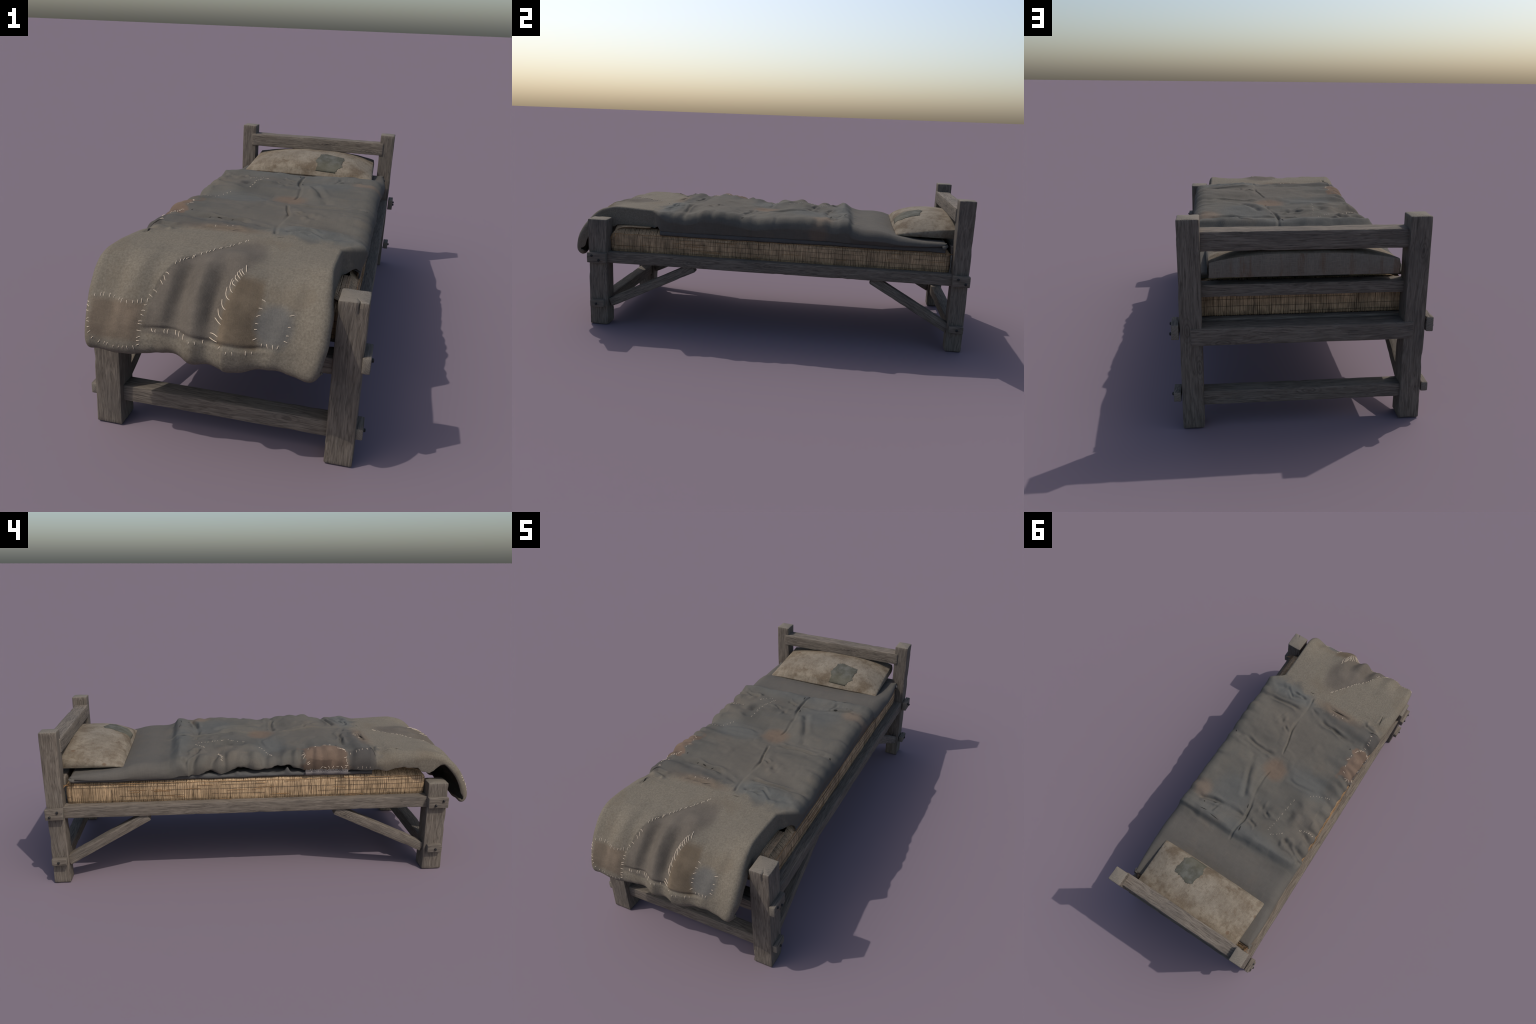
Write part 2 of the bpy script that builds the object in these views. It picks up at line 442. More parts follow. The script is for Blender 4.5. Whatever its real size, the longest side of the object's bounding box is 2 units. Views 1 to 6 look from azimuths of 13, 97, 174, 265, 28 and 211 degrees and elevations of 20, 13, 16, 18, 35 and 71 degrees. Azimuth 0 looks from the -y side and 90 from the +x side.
WOOD, ENDG, IRON = wood_material(), endgrain_material(), iron_material()
BLANKET, UNDER, FRAY = cloth_blanket_material(), cloth_under_material(), frayed_material()
STRAW = straw_material("straw", (0.36, 0.25, 0.145), 1)
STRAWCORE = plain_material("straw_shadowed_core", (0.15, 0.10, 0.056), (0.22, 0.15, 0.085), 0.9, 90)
TIE = plain_material("dark_cord", (0.070, 0.050, 0.032), (0.12, 0.085, 0.055), 0.9, 60)
LOOSE = plain_material("loose_straw", (0.20, 0.105, 0.045), (0.36, 0.21, 0.09), 0.8, 25)
LINEN, LINENB, PPATCH = pillow_material(), pillow_material(True), pillow_patch_material()
THREAD = plain_material("cream_thread", (0.42, 0.34, 0.25), (0.62, 0.52, 0.40), 0.8, 60)

# ------------------------------------------------------------------ top-level thing
bed = bpy.data.objects.new("bed", None)
COL.objects.link(bed)
bed["label"] = "old wooden bed with straw mattress, patched grey blanket, pillow"
bed["category"] = "bed"

# ------------------------------------------------------------------ hewn beams
def beam(name, start, end, width, height, up=(0, 0, 1), chamfer=0.004, wobble=0.0012, parent=bed, step=0.012, chips=1.0, notch=None):
    """squared timber from start to end; local X runs along it, Z is near 'up'"""
    a, b = Vector(start), Vector(end)
    L = (b - a).length
    X = (b - a).normalized()
    Z = (Vector(up) - X * Vector(up).dot(X)).normalized()
    Y = Z.cross(X)
    seed = int(RNG.integers(1, 99999))
    hw, hh, c = width / 2, height / 2, chamfer
    nw, nh = max(3, int(width / 0.012)), max(3, int(height / 0.012))
    ring = []
    ring += [(-hw + c + (2 * hw - 2 * c) * i / nw, -hh) for i in range(nw + 1)]
    ring += [(hw - c * 0.29, -hh + c * 0.29)]
    ring += [(hw, -hh + c + (2 * hh - 2 * c) * i / nh * 1.0) for i in range(nh + 1)]
    ring += [(hw - c * 0.29, hh - c * 0.29)]
    ring += [(hw - c - (2 * hw - 2 * c) * i / nw, hh) for i in range(nw + 1)]
    ring += [(-hw + c * 0.29, hh - c * 0.29)]
    ring += [(-hw, hh - c - (2 * hh - 2 * c) * i / nh) for i in range(nh + 1)]
    ring += [(-hw + c * 0.29, -hh + c * 0.29)]
    ring = np.array(ring)
    corner = np.array([min(abs(abs(p[0]) - hw), 1) + min(abs(abs(p[1]) - hh), 1) for p in ring]) < c * 1.3
    ns = max(4, int(L / step))
    xs = np.concatenate([[0, c * 0.4], np.linspace(c * 1.2, L - c * 1.2, ns), [L - c * 0.4, L]])
    inset = np.concatenate([[c, c * 0.35], np.zeros(ns), [c * 0.35, c]])
    V = []
    for s, ins in zip(xs, inset):
        p = ring.copy()
        k = np.array([1 - ins / hw, 1 - ins / hh])
        p = p * k
        nn = noise(np.full(len(p), s * 9), p[:, 0] * 25, p[:, 1] * 25, seed, 2) * wobble
        chip = np.where(corner, np.maximum(0, noise(np.full(len(p), s * 22), np.sign(p[:, 0]) * 3 + np.sign(p[:, 1]), 0.5, seed + 5, 2) - 0.25) * 0.007 * chips, 0)
        r = p / np.maximum(np.abs(p / np.array([hw, hh])).max(1, keepdims=True), 1e-6)
        nrm = np.where(np.abs(p[:, :1] / hw) > np.abs(p[:, 1:] / hh), np.c_[np.sign(p[:, 0]), 0 * p[:, 0]], np.c_[0 * p[:, 0], np.sign(p[:, 1])])
        p = p + nrm * nn[:, None]
        p = p - np.sign(p) * (chip[:, None] * 0.6)
        endw = noise(p[:, 0] * 40, p[:, 1] * 40, 0.3 if s < L / 2 else 3.3, seed + 9, 1) * wobble * (1.0 if ins > 0 else 0)
        V.append(np.c_[np.full(len(p), s) + endw - L / 2, p])
    n = len(ring)
    V = np.array(V)
    if notch:
        V = notch(V, L)
    V = V.reshape(-1, 3)
    F, M = [], []
    rows = len(xs)
    for i in range(rows - 1):
        for j in range(n):
            q = (j + 1) % n
            F.append((i * n + j, i * n + q, (i + 1) * n + q, (i + 1) * n + j))
            M.append(1 if inset[i] + inset[i + 1] > c * 1.3 else 0)
    V = np.vstack([V, V[:n].mean(0), V[(rows - 1) * n:rows * n].mean(0)])
    for j in range(n):
        q = (j + 1) % n
        F.append((len(V) - 2, q, j)); M.append(1)
        F.append((len(V) - 1, (rows - 1) * n + j, (rows - 1) * n + q)); M.append(1)
    o = obj_from(name, V, F, [WOOD, ENDG], parent, M, angle=38)
    R = Matrix((X, Y, Z)).transposed().to_4x4()
    o.matrix_basis = Matrix.Translation((a + b) / 2) @ R
    return o

HEADY, HEADD = (0.957, 0.0755)
FOOTY, FOOTD = (-0.812, 0.094)
posts = []
for sx in (-1, 1):
    posts.append(beam("post", (sx * 0.3745, HEADY, 0), (sx * 0.3745, HEADY, 0.726), 0.072, HEADD, up=(0, 1, 0), chamfer=0.0035))
posts.append(beam("post", (-0.374, FOOTY, 0), (-0.374, FOOTY, 0.443), 0.086, FOOTD, up=(0, 1, 0), chamfer=0.0035))
posts.append(beam("post", (0.374, FOOTY, 0), (0.374, FOOTY, 0.543), 0.086, FOOTD, up=(0, 1, 0), chamfer=0.0035))

def drying_crack(post, x, y_face, top, depth, drop, gape):
    """open split in the top of a post, wedge-shaped, cut with a boolean"""
    w = [(x - gape, y_face - 0.01, top + 0.01), (x + gape, y_face - 0.01, top + 0.01), (x + 0.0004, y_face - 0.01, top - drop), (x - 0.0006, y_face - 0.01, top - drop),
         (x - gape * 0.5, y_face + depth, top + 0.01), (x + gape * 0.5, y_face + depth, top + 0.01), (x + 0.0003, y_face + depth * 0.3, top - drop), (x - 0.0003, y_face + depth * 0.3, top - drop)]
    f = [(0, 1, 2, 3), (7, 6, 5, 4), (0, 4, 5, 1), (1, 5, 6, 2), (2, 6, 7, 3), (3, 7, 4, 0)]
    f = [q[::-1] for q in f]
    cutter = obj_from("crack_cutter", w, f, [WOOD], None)
    md = post.modifiers.new("crack", "BOOLEAN")
    md.operation, md.object, md.solver = "DIFFERENCE", cutter, "EXACT"
    bpy.context.view_layer.update()
    me = bpy.data.meshes.new_from_object(post.evaluated_get(bpy.context.evaluated_depsgraph_get()))
    if len(me.polygons) > 100:
        post.data = me
    post.modifiers.clear()
    bpy.data.objects.remove(cutter)

drying_crack(posts[3], 0.390, FOOTY - FOOTD / 2, 0.543, 0.014, 0.036, 0.0030)

for sx in (-1, 1):
    beam("side_rail", (sx * 0.380, -0.80, 0.350), (sx * 0.380, 0.945, 0.350), 0.057, 0.054, chamfer=0.003)
beam("head_rail", (-0.3575, 0.949, 0.6505), (0.3575, 0.949, 0.6505), 0.068, 0.064, chamfer=0.003)
beam("head_rail", (-0.348, 0.936, 0.479), (0.348, 0.936, 0.479), 0.048, 0.043, chamfer=0.003)
beam("head_rail", (-0.371, 0.964, 0.333), (0.376, 0.964, 0.333), 0.070, 0.060, chamfer=0.003)
beam("stretcher", (-0.36, 0.957, 0.106), (0.36, 0.957, 0.106), 0.056, 0.050, chamfer=0.003)
beam("stretcher", (-0.36, FOOTY + 0.006, 0.1075), (0.36, FOOTY + 0.006, 0.1075), 0.060, 0.055, chamfer=0.003)
beam("foot_rail", (-0.345, FOOTY, 0.329), (0.345, FOOTY, 0.329), 0.070, 0.055, chamfer=0.003)

for sx, p0, p1 in ((1, (-0.758, 0.112), (-0.326, 0.322)), (1, (0.924, 0.108), (0.551, 0.324)),
                   (-1, (0.924, 0.104), (0.545, 0.316)), (-1, (-0.766, 0.108), (-0.330, 0.316))):
    beam("brace", (sx * 0.376, p0[0], p0[1]), (sx * 0.376, p1[0], p1[1]), 0.046, 0.044, chamfer=0.0025)

# bed boards under the straw mattress
for i, yy in enumerate(np.linspace(-0.70, 0.885, 9)):
    beam("bed_board", (-0.352, yy, 0.361), (0.352, yy, 0.361), 0.085, 0.018, chamfer=0.002, step=0.03)

def disc_nail(x, y, z, sx, parent):
    n, V, F = 12, [], []
    prof = ((0.0, 0.0058), (0.0052, 0.0058), (0.0070, 0.0046), (0.0078, 0.0026))
    for h, r in prof:
        for i in range(n):
            a = 2 * math.pi * i / n
            V.append((sx * h, r * math.cos(a), r * math.sin(a)))
    for k in range(len(prof) - 1):
        for i in range(n):
            j = (i + 1) % n
            F.append((k * n + i, k * n + j, k * n + n + j, k * n + n + i))
    F.append([(len(prof) - 1) * n + i for i in range(n)])
    F.append([i for i in range(n)][::-1])
    o = obj_from("nail_head", V, F, [IRON], None, angle=50)
    o.location = (x, y, z)
    o.parent = parent
    o.matrix_parent_inverse = parent.matrix_basis.inverted()
    return o

def peg(sx, y0, y1, z0, z1, nails):
    o = beam("peg_block", (sx * 0.426, y0, (z0 + z1) / 2), (sx * 0.426, y1, (z0 + z1) / 2), 0.0245, z1 - z0, chamfer=0.0025, wobble=0.0008, step=0.008, chips=0.5)
    for (y, z) in nails:
        disc_nail(sx * 0.4375, y, z, sx, o)

for sx in (-1, 1):
    peg(sx, 0.919, 0.9985, 0.327, 0.3785, ((0.943, 0.364), (0.978, 0.342)))
    peg(sx, 0.9245, 0.991, 0.100, 0.134, ((0.960, 0.116),))
    peg(sx, -0.860, -0.764, 0.3255, 0.377, ((-0.835, 0.362), (-0.799, 0.340)))
    peg(sx, -0.850, -0.778, 0.0965, 0.1335, ((-0.818, 0.113),))

# ------------------------------------------------------------------ straw mattress
MX, MY0, MY1, MZ0 = 0.366, -0.764, 0.912, 0.371
def plan_path(n):
    """rounded rectangle outline seen from above: points, outward normals"""
    r, hx = 0.022, MX
    cy, hy = (MY0 + MY1) / 2, (MY1 - MY0) / 2
    segs = []
    def line(x0, y0, x1, y1, nx, ny):
        d = math.hypot(x1 - x0, y1 - y0)
        return [("l", d, (x0, y0, x1, y1, nx, ny))]
    segs += line(hx, -hy + r, hx, hy - r, 1, 0) + [("a", r * math.pi / 2, (hx - r, hy - r, 0))]
    segs += line(hx - r, hy, -hx + r, hy, 0, 1) + [("a", r * math.pi / 2, (-hx + r, hy - r, 1))]
    segs += line(-hx, hy - r, -hx, -hy + r, -1, 0) + [("a", r * math.pi / 2, (-hx + r, -hy + r, 2))]
    segs += line(-hx + r, -hy, hx - r, -hy, 0, -1) + [("a", r * math.pi / 2, (hx - r, -hy + r, 3))]
    total = sum(s[1] for s in segs)
    out = []
    for t in np.arange(n) / n * total:
        for kind, d, q in segs:
            if t <= d:
                break
            t -= d
        if kind == "l":
            f = t / d
            out.append((q[0] + (q[2] - q[0]) * f, cy + q[1] + (q[3] - q[1]) * f, q[4], q[5]))
        else:
            a = q[2] * math.pi / 2 + t / r
            out.append((q[0] + r * math.cos(a), cy + q[1] + r * math.sin(a), math.cos(a), math.sin(a)))
    return out

PROF = ((-0.010, 0.371), (-0.002, 0.376), (0.0, 0.392), (0.0015, 0.420), (0.0, 0.448), (-0.002, 0.462), (-0.012, 0.472), (-0.030, 0.487), (-0.055, 0.497), (-0.095, 0.500), (-0.20, 0.501))
mattress_pts = plan_path(360)
V, F = [], []
for (px, py, nx, ny) in mattress_pts:
    for d, z in PROF:
        V.append((px + nx * (d - 0.003), py + ny * (d - 0.003), z - 0.002))
np_, m_ = len(PROF), len(mattress_pts)
for i in range(m_):
    j = (i + 1) % m_
    for k in range(np_ - 1):
        F.append((i * np_ + k, j * np_ + k, j * np_ + k + 1, i * np_ + k + 1))
F.append([i * np_ + np_ - 1 for i in range(m_)])
F.append([i * np_ for i in range(m_)][::-1])
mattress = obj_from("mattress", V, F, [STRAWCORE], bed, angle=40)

def tubes(name, paths, mat, parent, sides=4, kind=None):
    V, F = [], []
    for pts, rad in paths:
        pts = [Vector(p) for p in pts]
        base = len(V)
        n = len(pts)
        for i, p in enumerate(pts):
            t = (pts[min(i + 1, n - 1)] - pts[max(i - 1, 0)])
            t = t.normalized() if t.length > 1e-9 else Vector((0, 0, 1))
            u = t.orthogonal().normalized() if abs(t.z) > 0.9 else t.cross(Vector((0, 0, 1))).normalized()
            if i and u.dot(last) < 0.2:
                u = (last - t * last.dot(t)).normalized()
            last = u
            v = t.cross(u)
            r = rad * (0.72 if i in (0, n - 1) else 1.0)
            for s in range(sides):
                a = 2 * math.pi * (s + 0.5) / sides
                V.append(p + (u * math.cos(a) + v * math.sin(a)) * r)
        for i in range(n - 1):
            for s in range(sides):
                q = (s + 1) % sides
                F.append((base + i * sides + s, base + i * sides + q, base + (i + 1) * sides + q, base + (i + 1) * sides + s))
        F.append([base + s for s in range(sides)][::-1])
        F.append([base + (n - 1) * sides + s for s in range(sides)])
    return obj_from(name, V, F, [mat], parent, kind=kind)

straws = []
NS = 1750
for idx, (px, py, nx, ny) in enumerate(plan_path(NS)):
    j1, j2 = RNG.normal(0, 0.0011, 2)
    jl = RNG.normal(0, 0.0006)
    ph = RNG.uniform(0, 9)
    pts = []
    z_cut = RNG.uniform(-0.003, 0.003)
    for k, (d, z) in enumerate(PROF):
        f = (z - MZ0) / 0.1
        side = j1 * (1 - f) + j2 * f + 0.0006 * math.sin(ph + k * 1.3)
        dd = d + jl * (0.5 + 0.5 * math.sin(ph + k * 0.8)) - 0.0012 * math.exp(-((z - 0.432) / 0.004) ** 2) - 0.0008
        pts.append((px + nx * dd - ny * side, py + ny * dd + nx * side, z + (z_cut if k == 0 else 0)))
    straws.append((pts, RNG.uniform(0.0017, 0.0024)))
tubes("straw", straws, STRAW, mattress, 5, kind="stuff")

ties = []
outline = plan_path(420)
for z0 in (0.387, 0.408, 0.4335, 0.453, 0.4655):
    ph = RNG.uniform(0, 9)
    run = []
    for i, (px, py, nx, ny) in enumerate(outline + outline[:1]):
        gap = noise(i * 0.05, z0 * 50, 0, 3) > (0.42 if z0 in (0.408, 0.4335) else 0.10)
        z = z0 + 0.0022 * float(noise(i * 0.045, z0 * 90, 0, 11, 2))
        d = 0.0028 if z < 0.46 else 0.001
        if gap:
            if len(run) > 2:
                ties.append((run, 0.0007))
            run = []
        else:
            run.append((px + nx * d, py + ny * d, z))
    if len(run) > 2:
        ties.append((run, 0.0007))
# thin dark upright lines every hand's breadth
for i, (px, py, nx, ny) in enumerate(plan_path(26)):
    s = RNG.normal(0, 0.006)
    top = RNG.uniform(0.44, 0.466)
    bot = RNG.uniform(0.374, 0.40)
    ties.append(([(px + nx * 0.003 - ny * (s + RNG.normal(0, 0.0008)), py + ny * 0.003 + nx * (s + RNG.normal(0, 0.0008)), z) for z in np.linspace(bot, top, 6)], 0.0009))
tubes("cord", ties, TIE, mattress, 5, kind="stuff")

loose = []
for i in range(46):
    sx = 1 if RNG.random() < 0.5 else -1
    y0 = RNG.uniform(-0.74, 0.86)
    z0 = RNG.uniform(0.376, 0.464)
    l = RNG.uniform(0.04, 0.10)
    b = RNG.normal(0, 0.003)
    loose.append(([(sx * (MX + 0.0035), y0 + l * t, z0 + b * t + 0.002 * math.sin(3 * t)) for t in np.linspace(0, 1, 5)], 0.0009))
# a binding straw along the upper edges
for sx in (-1, 1):
    for y0 in np.arange(-0.74, 0.85, 0.13):
        loose.append(([(sx * (MX + 0.0008), y0 + 0.135 * t, 0.4675 + 0.0015 * math.sin(7 * (y0 + t))) for t in np.linspace(0, 1, 6)], 0.0011))
for (dx, dy, dz) in ((0.045, -0.01, -0.035), (0.040, 0.012, -0.028), (0.022, -0.02, -0.03), (0.03, 0.03, -0.02), (0.05, 0.02, -0.012)):
    loose.append(([(0.352 + dx * t, -0.742 + dy * t, 0.468 + dz * t * t + 0.004 * t) for t in np.linspace(0, 1, 6)], 0.0009))
for (dx, dy, dz) in ((-0.03, 0.0, -0.03), (-0.02, 0.03, -0.02), (-0.035, 0.02, -0.01)):
    loose.append(([(-0.352 + dx * t, 0.895 + dy * t, 0.47 + dz * t * t + 0.004 * t) for t in np.linspace(0, 1, 6)], 0.0009))
tubes("loose_straw", loose, LOOSE, mattress, 5, kind="stuff")

# ------------------------------------------------------------------ under-sheet
def grid_obj(name, P, mats, parent, thickness=0.0, angle=None):
    nv, nu = P.shape[:2]
    F = []
    for i in range(nv - 1):
        b = i * nu
        F += [(b + j, b + j + 1, b + nu + j + 1, b + nu + j) for j in range(nu - 1)]
    o = obj_from(name, P.reshape(-1, 3), F, mats, parent, angle=angle)
    if thickness:
        md = o.modifiers.new("thickness", "SOLIDIFY")
        md.thickness = thickness
        md.offset = -1.0
        md.use_even_offset = False
    return o

ys = np.linspace(-0.505, 0.884, 300)
rows = []
for y in ys:
    zl = 0.4785 + 0.004 * float(noise(y * 7, 1, 0, 21, 2))
    zr = 0.4705 + 0.0035 * float(noise(y * 6, 4, 0, 22, 2)) - 0.006 * float(smooth(0.80, 0.88, y))
    tl = 0.499 + 0.006 * float(noise(y * 22, 2, 0, 23, 2)) + 0.026 * math.exp(-((y + 0.103) / 0.010) ** 2) + 0.012 * math.exp(-((y - 0.13) / 0.012) ** 2)
    ol = 0.362 + 0.012 * float(smooth(0.42, 0.55, y)) + 0.003 * float(noise(y * 12, 3, 0, 24, 2))
    orr = 0.367 + 0.0015 * float(noise(y * 9, 5, 0, 25, 2))
    rows.append([(-ol + 0.003, y, zl), (-ol, y, zl + 0.006), (-ol - 0.001, y, (zl + tl) / 2), (-ol, y, tl - 0.003), (-ol + 0.012, y, tl), (-ol + 0.03, y, 0.503), (-0.30, y, 0.505), (-0.15, y, 0.505), (0, y, 0.505), (0.15, y, 0.505), (0.30, y, 0.505),
                 (0.35, y, 0.503), (orr - 0.006, y, 0.498), (orr, y, 0.490), (orr + 0.0012, y, (0.490 + zr) / 2), (orr, y, zr + 0.005), (orr - 0.003, y, zr)])
under = grid_obj("under_sheet", np.array(rows), [UNDER], bed, 0.004)

# ------------------------------------------------------------------ blanket
Z_C = ((0.89, 0.512), (0.86, 0.518), (0.75, 0.529), (0.70, 0.528), (0.655, 0.532), (0.60, 0.545), (0.55, 0.552), (0.49, 0.553), (0.45, 0.559), (0.415, 0.584), (0.395, 0.586), (0.33, 0.576), (0.22, 0.582), (0.12, 0.590), (0.04, 0.579), (-0.10, 0.580), (-0.20, 0.588), (-0.30, 0.595), (-0.42, 0.592), (-0.50, 0.594), (-0.55, 0.596), (-0.60, 0.595), (-0.68, 0.590), (-0.75, 0.586))
Z_R = ((0.89, 0.518), (0.80, 0.520), (0.70, 0.530), (0.655, 0.537), (0.60, 0.552), (0.55, 0.558), (0.49, 0.559), (0.445, 0.566), (0.42, 0.592), (0.40, 0.594), (0.365, 0.582), (0.30, 0.590), (0.20, 0.595), (0.13, 0.594), (0.05, 0.586), (-0.03, 0.576), (-0.10, 0.587), (-0.20, 0.601), (-0.28, 0.604), (-0.37, 0.582), (-0.43, 0.590), (-0.49, 0.590), (-0.53, 0.586), (-0.60, 0.588), (-0.68, 0.592), (-0.75, 0.595))
Z_L = ((0.89, 0.512), (0.75, 0.521), (0.66, 0.534), (0.61, 0.548), (0.55, 0.555), (0.49, 0.553), (0.44, 0.562), (0.395, 0.586), (0.356, 0.568), (0.30, 0.586), (0.23, 0.577), (0.16, 0.588), (0.085, 0.596), (0.0, 0.574), (-0.07, 0.571), (-0.12, 0.590), (-0.20, 0.594), (-0.25, 0.612), (-0.31, 0.610), (-0.35, 0.600), (-0.40, 0.584), (-0.44, 0.596), (-0.50, 0.592), (-0.55, 0.583), (-0.60, 0.592), (-0.68, 0.594), (-0.75, 0.592))
X_R = ((0.89, 0.374), (0.80, 0.386), (0.70, 0.394), (0.58, 0.396), (0.46, 0.391), (0.30, 0.386), (0.0, 0.384), (-0.30, 0.386), (-0.47, 0.385), (-0.495, 0.384), (-0.504, 0.378), (-0.552, 0.314), (-0.560, 0.309), (-0.62, 0.306), (-0.75, 0.304), (-0.90, 0.312), (-1.0, 0.320), (-1.10, 0.318), (-1.2, 0.308), (-1.3, 0.295))
X_L = ((0.89, -0.378), (0.75, -0.384), (0.55, -0.378), (0.40, -0.378), (0.20, -0.371), (0.0, -0.366), (-0.20, -0.373), (-0.40, -0.380), (-0.52, -0.388), (-0.65, -0.399), (-0.80, -0.405), (-0.90, -0.400), (-1.0, -0.394), (-1.10, -0.388), (-1.2, -0.386), (-1.3, -0.384))
B_R = ((0.89, 0.497), (0.74, 0.490), (0.57, 0.489), (0.32, 0.494), (0.0, 0.494), (-0.40, 0.491), (-0.47, 0.492), (-0.502, 0.494), (-0.522, 0.510), (-0.545, 0.497), (-0.562, 0.487), (-0.65, 0.503), (-0.75, 0.502), (-0.80, 0.49))
B_L = ((0.89, 0.492), (0.70, 0.489), (0.45, 0.488), (0.37, 0.501), (0.31, 0.500), (0.27, 0.516), (0.20, 0.504), (0.12, 0.530), (0.06, 0.522), (0.0, 0.516), (-0.05, 0.535), (-0.09, 0.536), (-0.17, 0.513), (-0.30, 0.508), (-0.42, 0.507), (-0.51, 0.507), (-0.56, 0.502), (-0.61, 0.517), (-0.70, 0.519), (-0.74, 0.497), (-0.80, 0.490))
FOOT = ((-0.74, 0.0), (-0.765, -0.0015), (-0.79, -0.007), (-0.83, -0.020), (-0.866, -0.043), (-0.898, -0.074), (-0.926, -0.109), (-0.947, -0.147), (-0.963, -0.187), (-0.972, -0.221), (-0.973, -0.243), (-0.965, -0.259), (-0.951, -0.266), (-0.937, -0.262), (-0.931, -0.250))
FOLD = ((-0.42, -0.005), (-0.381, -0.004), (-0.345, 0.001), (-0.309, 0.004), (-0.275, -0.006), (-0.243, -0.012), (-0.199, -0.002), (-0.154, -0.008), (-0.107, 0.014), (-0.055, -0.020), (-0.008, 0.001), (0.045, -0.021), (0.085, -0.014), (0.133, 0.003), (0.20, 0.010), (0.231, 0.010), (0.288, -0.003), (0.34, -0.006))
HEM = ((-0.42, 0.004), (-0.30, 0.004), (-0.24, 0.012), (-0.19, 0.020), (-0.115, 0.032), (-0.065, 0.016), (0.0, 0.014), (0.08, 0.012), (0.14, 0.022), (0.17, 0.024), (0.22, 0.012), (0.27, 0.002), (0.32, 0.014))

def catmull(pts, n):
    p = np.array(pts, float)
    seg = np.r_[0, np.cumsum(np.hypot(*np.diff(p, axis=0).T))]
    t = np.linspace(0, seg[-1], n)
    pp = np.vstack([2 * p[0] - p[1], p, 2 * p[-1] - p[-2]])
    out = []
    for q in t:
        k = min(np.searchsorted(seg, q, "right") - 1, len(p) - 2)
        u = (q - seg[k]) / (seg[k + 1] - seg[k])
        a, b, c, d = pp[k], pp[k + 1], pp[k + 2], pp[k + 3]
        out.append(0.5 * (2 * b + (c - a) * u + (2 * a - 5 * b + 4 * c - d) * u**2 + (3 * b - a - 3 * c + d) * u**3))
    return np.array(out)

head_curl = [(0.866, -0.020), (0.880, -0.018), (0.887, -0.010), (0.884, -0.003)]
foot = catmull(FOOT, 112)
body_y = np.linspace(0.876, -0.736, 400)
PY = np.r_[[c[0] for c in head_curl], body_y, foot[:, 0]]
PD = np.r_[[c[1] for c in head_curl], np.zeros(len(body_y)), foot[:, 1]]
NVB = len(PY)
curl = np.r_[np.ones(len(head_curl)), np.zeros(len(body_y) + len(foot))]
tail = np.r_[np.zeros(NVB - 26), np.linspace(0, 1, 26)]
ty, tz = np.gradient(PY), np.gradient(PD)
tl_ = np.hypot(ty, tz)
NY, NZ = tz / tl_, -ty / tl_          # outward normal of the path (ty<0 on the body gives +z)
fix = PD < -1e-6
NY[~fix], NZ[~fix] = 0, 1
NY[:len(head_curl)], NZ[:len(head_curl)] = 0, 1
kern = np.hanning(23)
kern /= kern.sum()
seg_ = slice(len(head_curl) + 12, NVB - 14)
sy, sz = (np.convolve(np.pad(q, 11, "edge"), kern, "valid") for q in (NY, NZ))
NY[seg_], NZ[seg_] = sy[seg_], sz[seg_]
ln_ = np.hypot(NY, NZ)
NY, NZ = NY / ln_, NZ / ln_
S = np.minimum(PY, PY + PD)           # running coordinate: y on the body, then on down the drape
drape = smooth(-0.70, -0.90, S)

# cross-section sampling
nwall, ncor, ntop = 22, 16, 150
xl, xr = curve(X_L, S), curve(X_R, S)
zmidL, zmidR, zmidC = curve(Z_L, PY), curve(Z_R, PY), curve(Z_C, PY)
raggedL = 0.005 * noise(PY * 26, 1.0, 0, 41, 3) + 0.003 * noise(PY * 70, 2.0, 0, 42, 2)
depL = np.maximum(zmidL - curve(B_L, PY) + raggedL * smooth(0.45, 0.35, PY), 0.012)
depR = np.maximum(zmidR - curve(B_R, PY) + 0.003 * noise(PY * 12, 6.0, 0, 43, 2), 0.012)
dd = smooth(-0.78, -0.90, S)
depL = depL * (1 - dd) + 0.034 * dd
depR = depR * (1 - dd) + 0.050 * dd
depL = depL * (1 - curl) + 0.004 * curl
depR = depR * (1 - curl) + 0.004 * curl
depL = depL * (1 - tail) + 0.010 * tail
depR = depR * (1 - tail) + 0.012 * tail
radL = np.minimum(curve(((0.89, 0.012), (0.75, 0.03), (0.5, 0.05), (-0.45, 0.055), (-0.6, 0.05), (-0.8, 0.03), (-1.3, 0.02)), S), depL * 0.9)
radR = np.minimum(curve(((0.89, 0.012), (0.75, 0.025), (0.5, 0.05), (-0.45, 0.050), (-0.52, 0.018), (-0.6, 0.010), (-0.8, 0.012), (-1.0, 0.022), (-1.3, 0.02)), S), depR * 0.9)
radLx, radRx = np.maximum(radL * 1.15, 0.008), np.maximum(radR * 1.15, 0.006)

cols = []
def put(x, d, nx, nd, side):
    cols.append((x, d, nx, nd, side))
one = np.ones(NVB)
for i in range(nwall):
    t = i / nwall
    put(xl + 0.004 * (1 - t) ** 2, depL + (radL - depL) * t, -one, 0 * one, -1)
for i in range(ncor):
    a = math.pi / 2 * i / ncor
    put(xl + radLx * (1 - math.cos(a)), radL * (1 - math.sin(a)), -one * math.cos(a), one * math.sin(a), -1)
for i in range(ntop + 1):
    t = i / ntop
    put(xl + radLx + (xr - radRx - xl - radLx) * t, 0 * one, 0 * one, one, 0)
for i in range(1, ncor + 1):
    a = math.pi / 2 * (1 - i / ncor)
    put(xr - radRx * (1 - math.cos(a)), radR * (1 - math.sin(a)), one * math.cos(a), one * math.sin(a), 1)
for i in range(1, nwall + 1):
    t = i / nwall
    put(xr + (-0.016 * smooth(-0.55, -0.48, S) + 0.004 * smooth(-0.50, -0.56, S) * smooth(-1.05, -0.9, S)) * t, radR + (depR - radR) * t, one, 0 * one, 1)
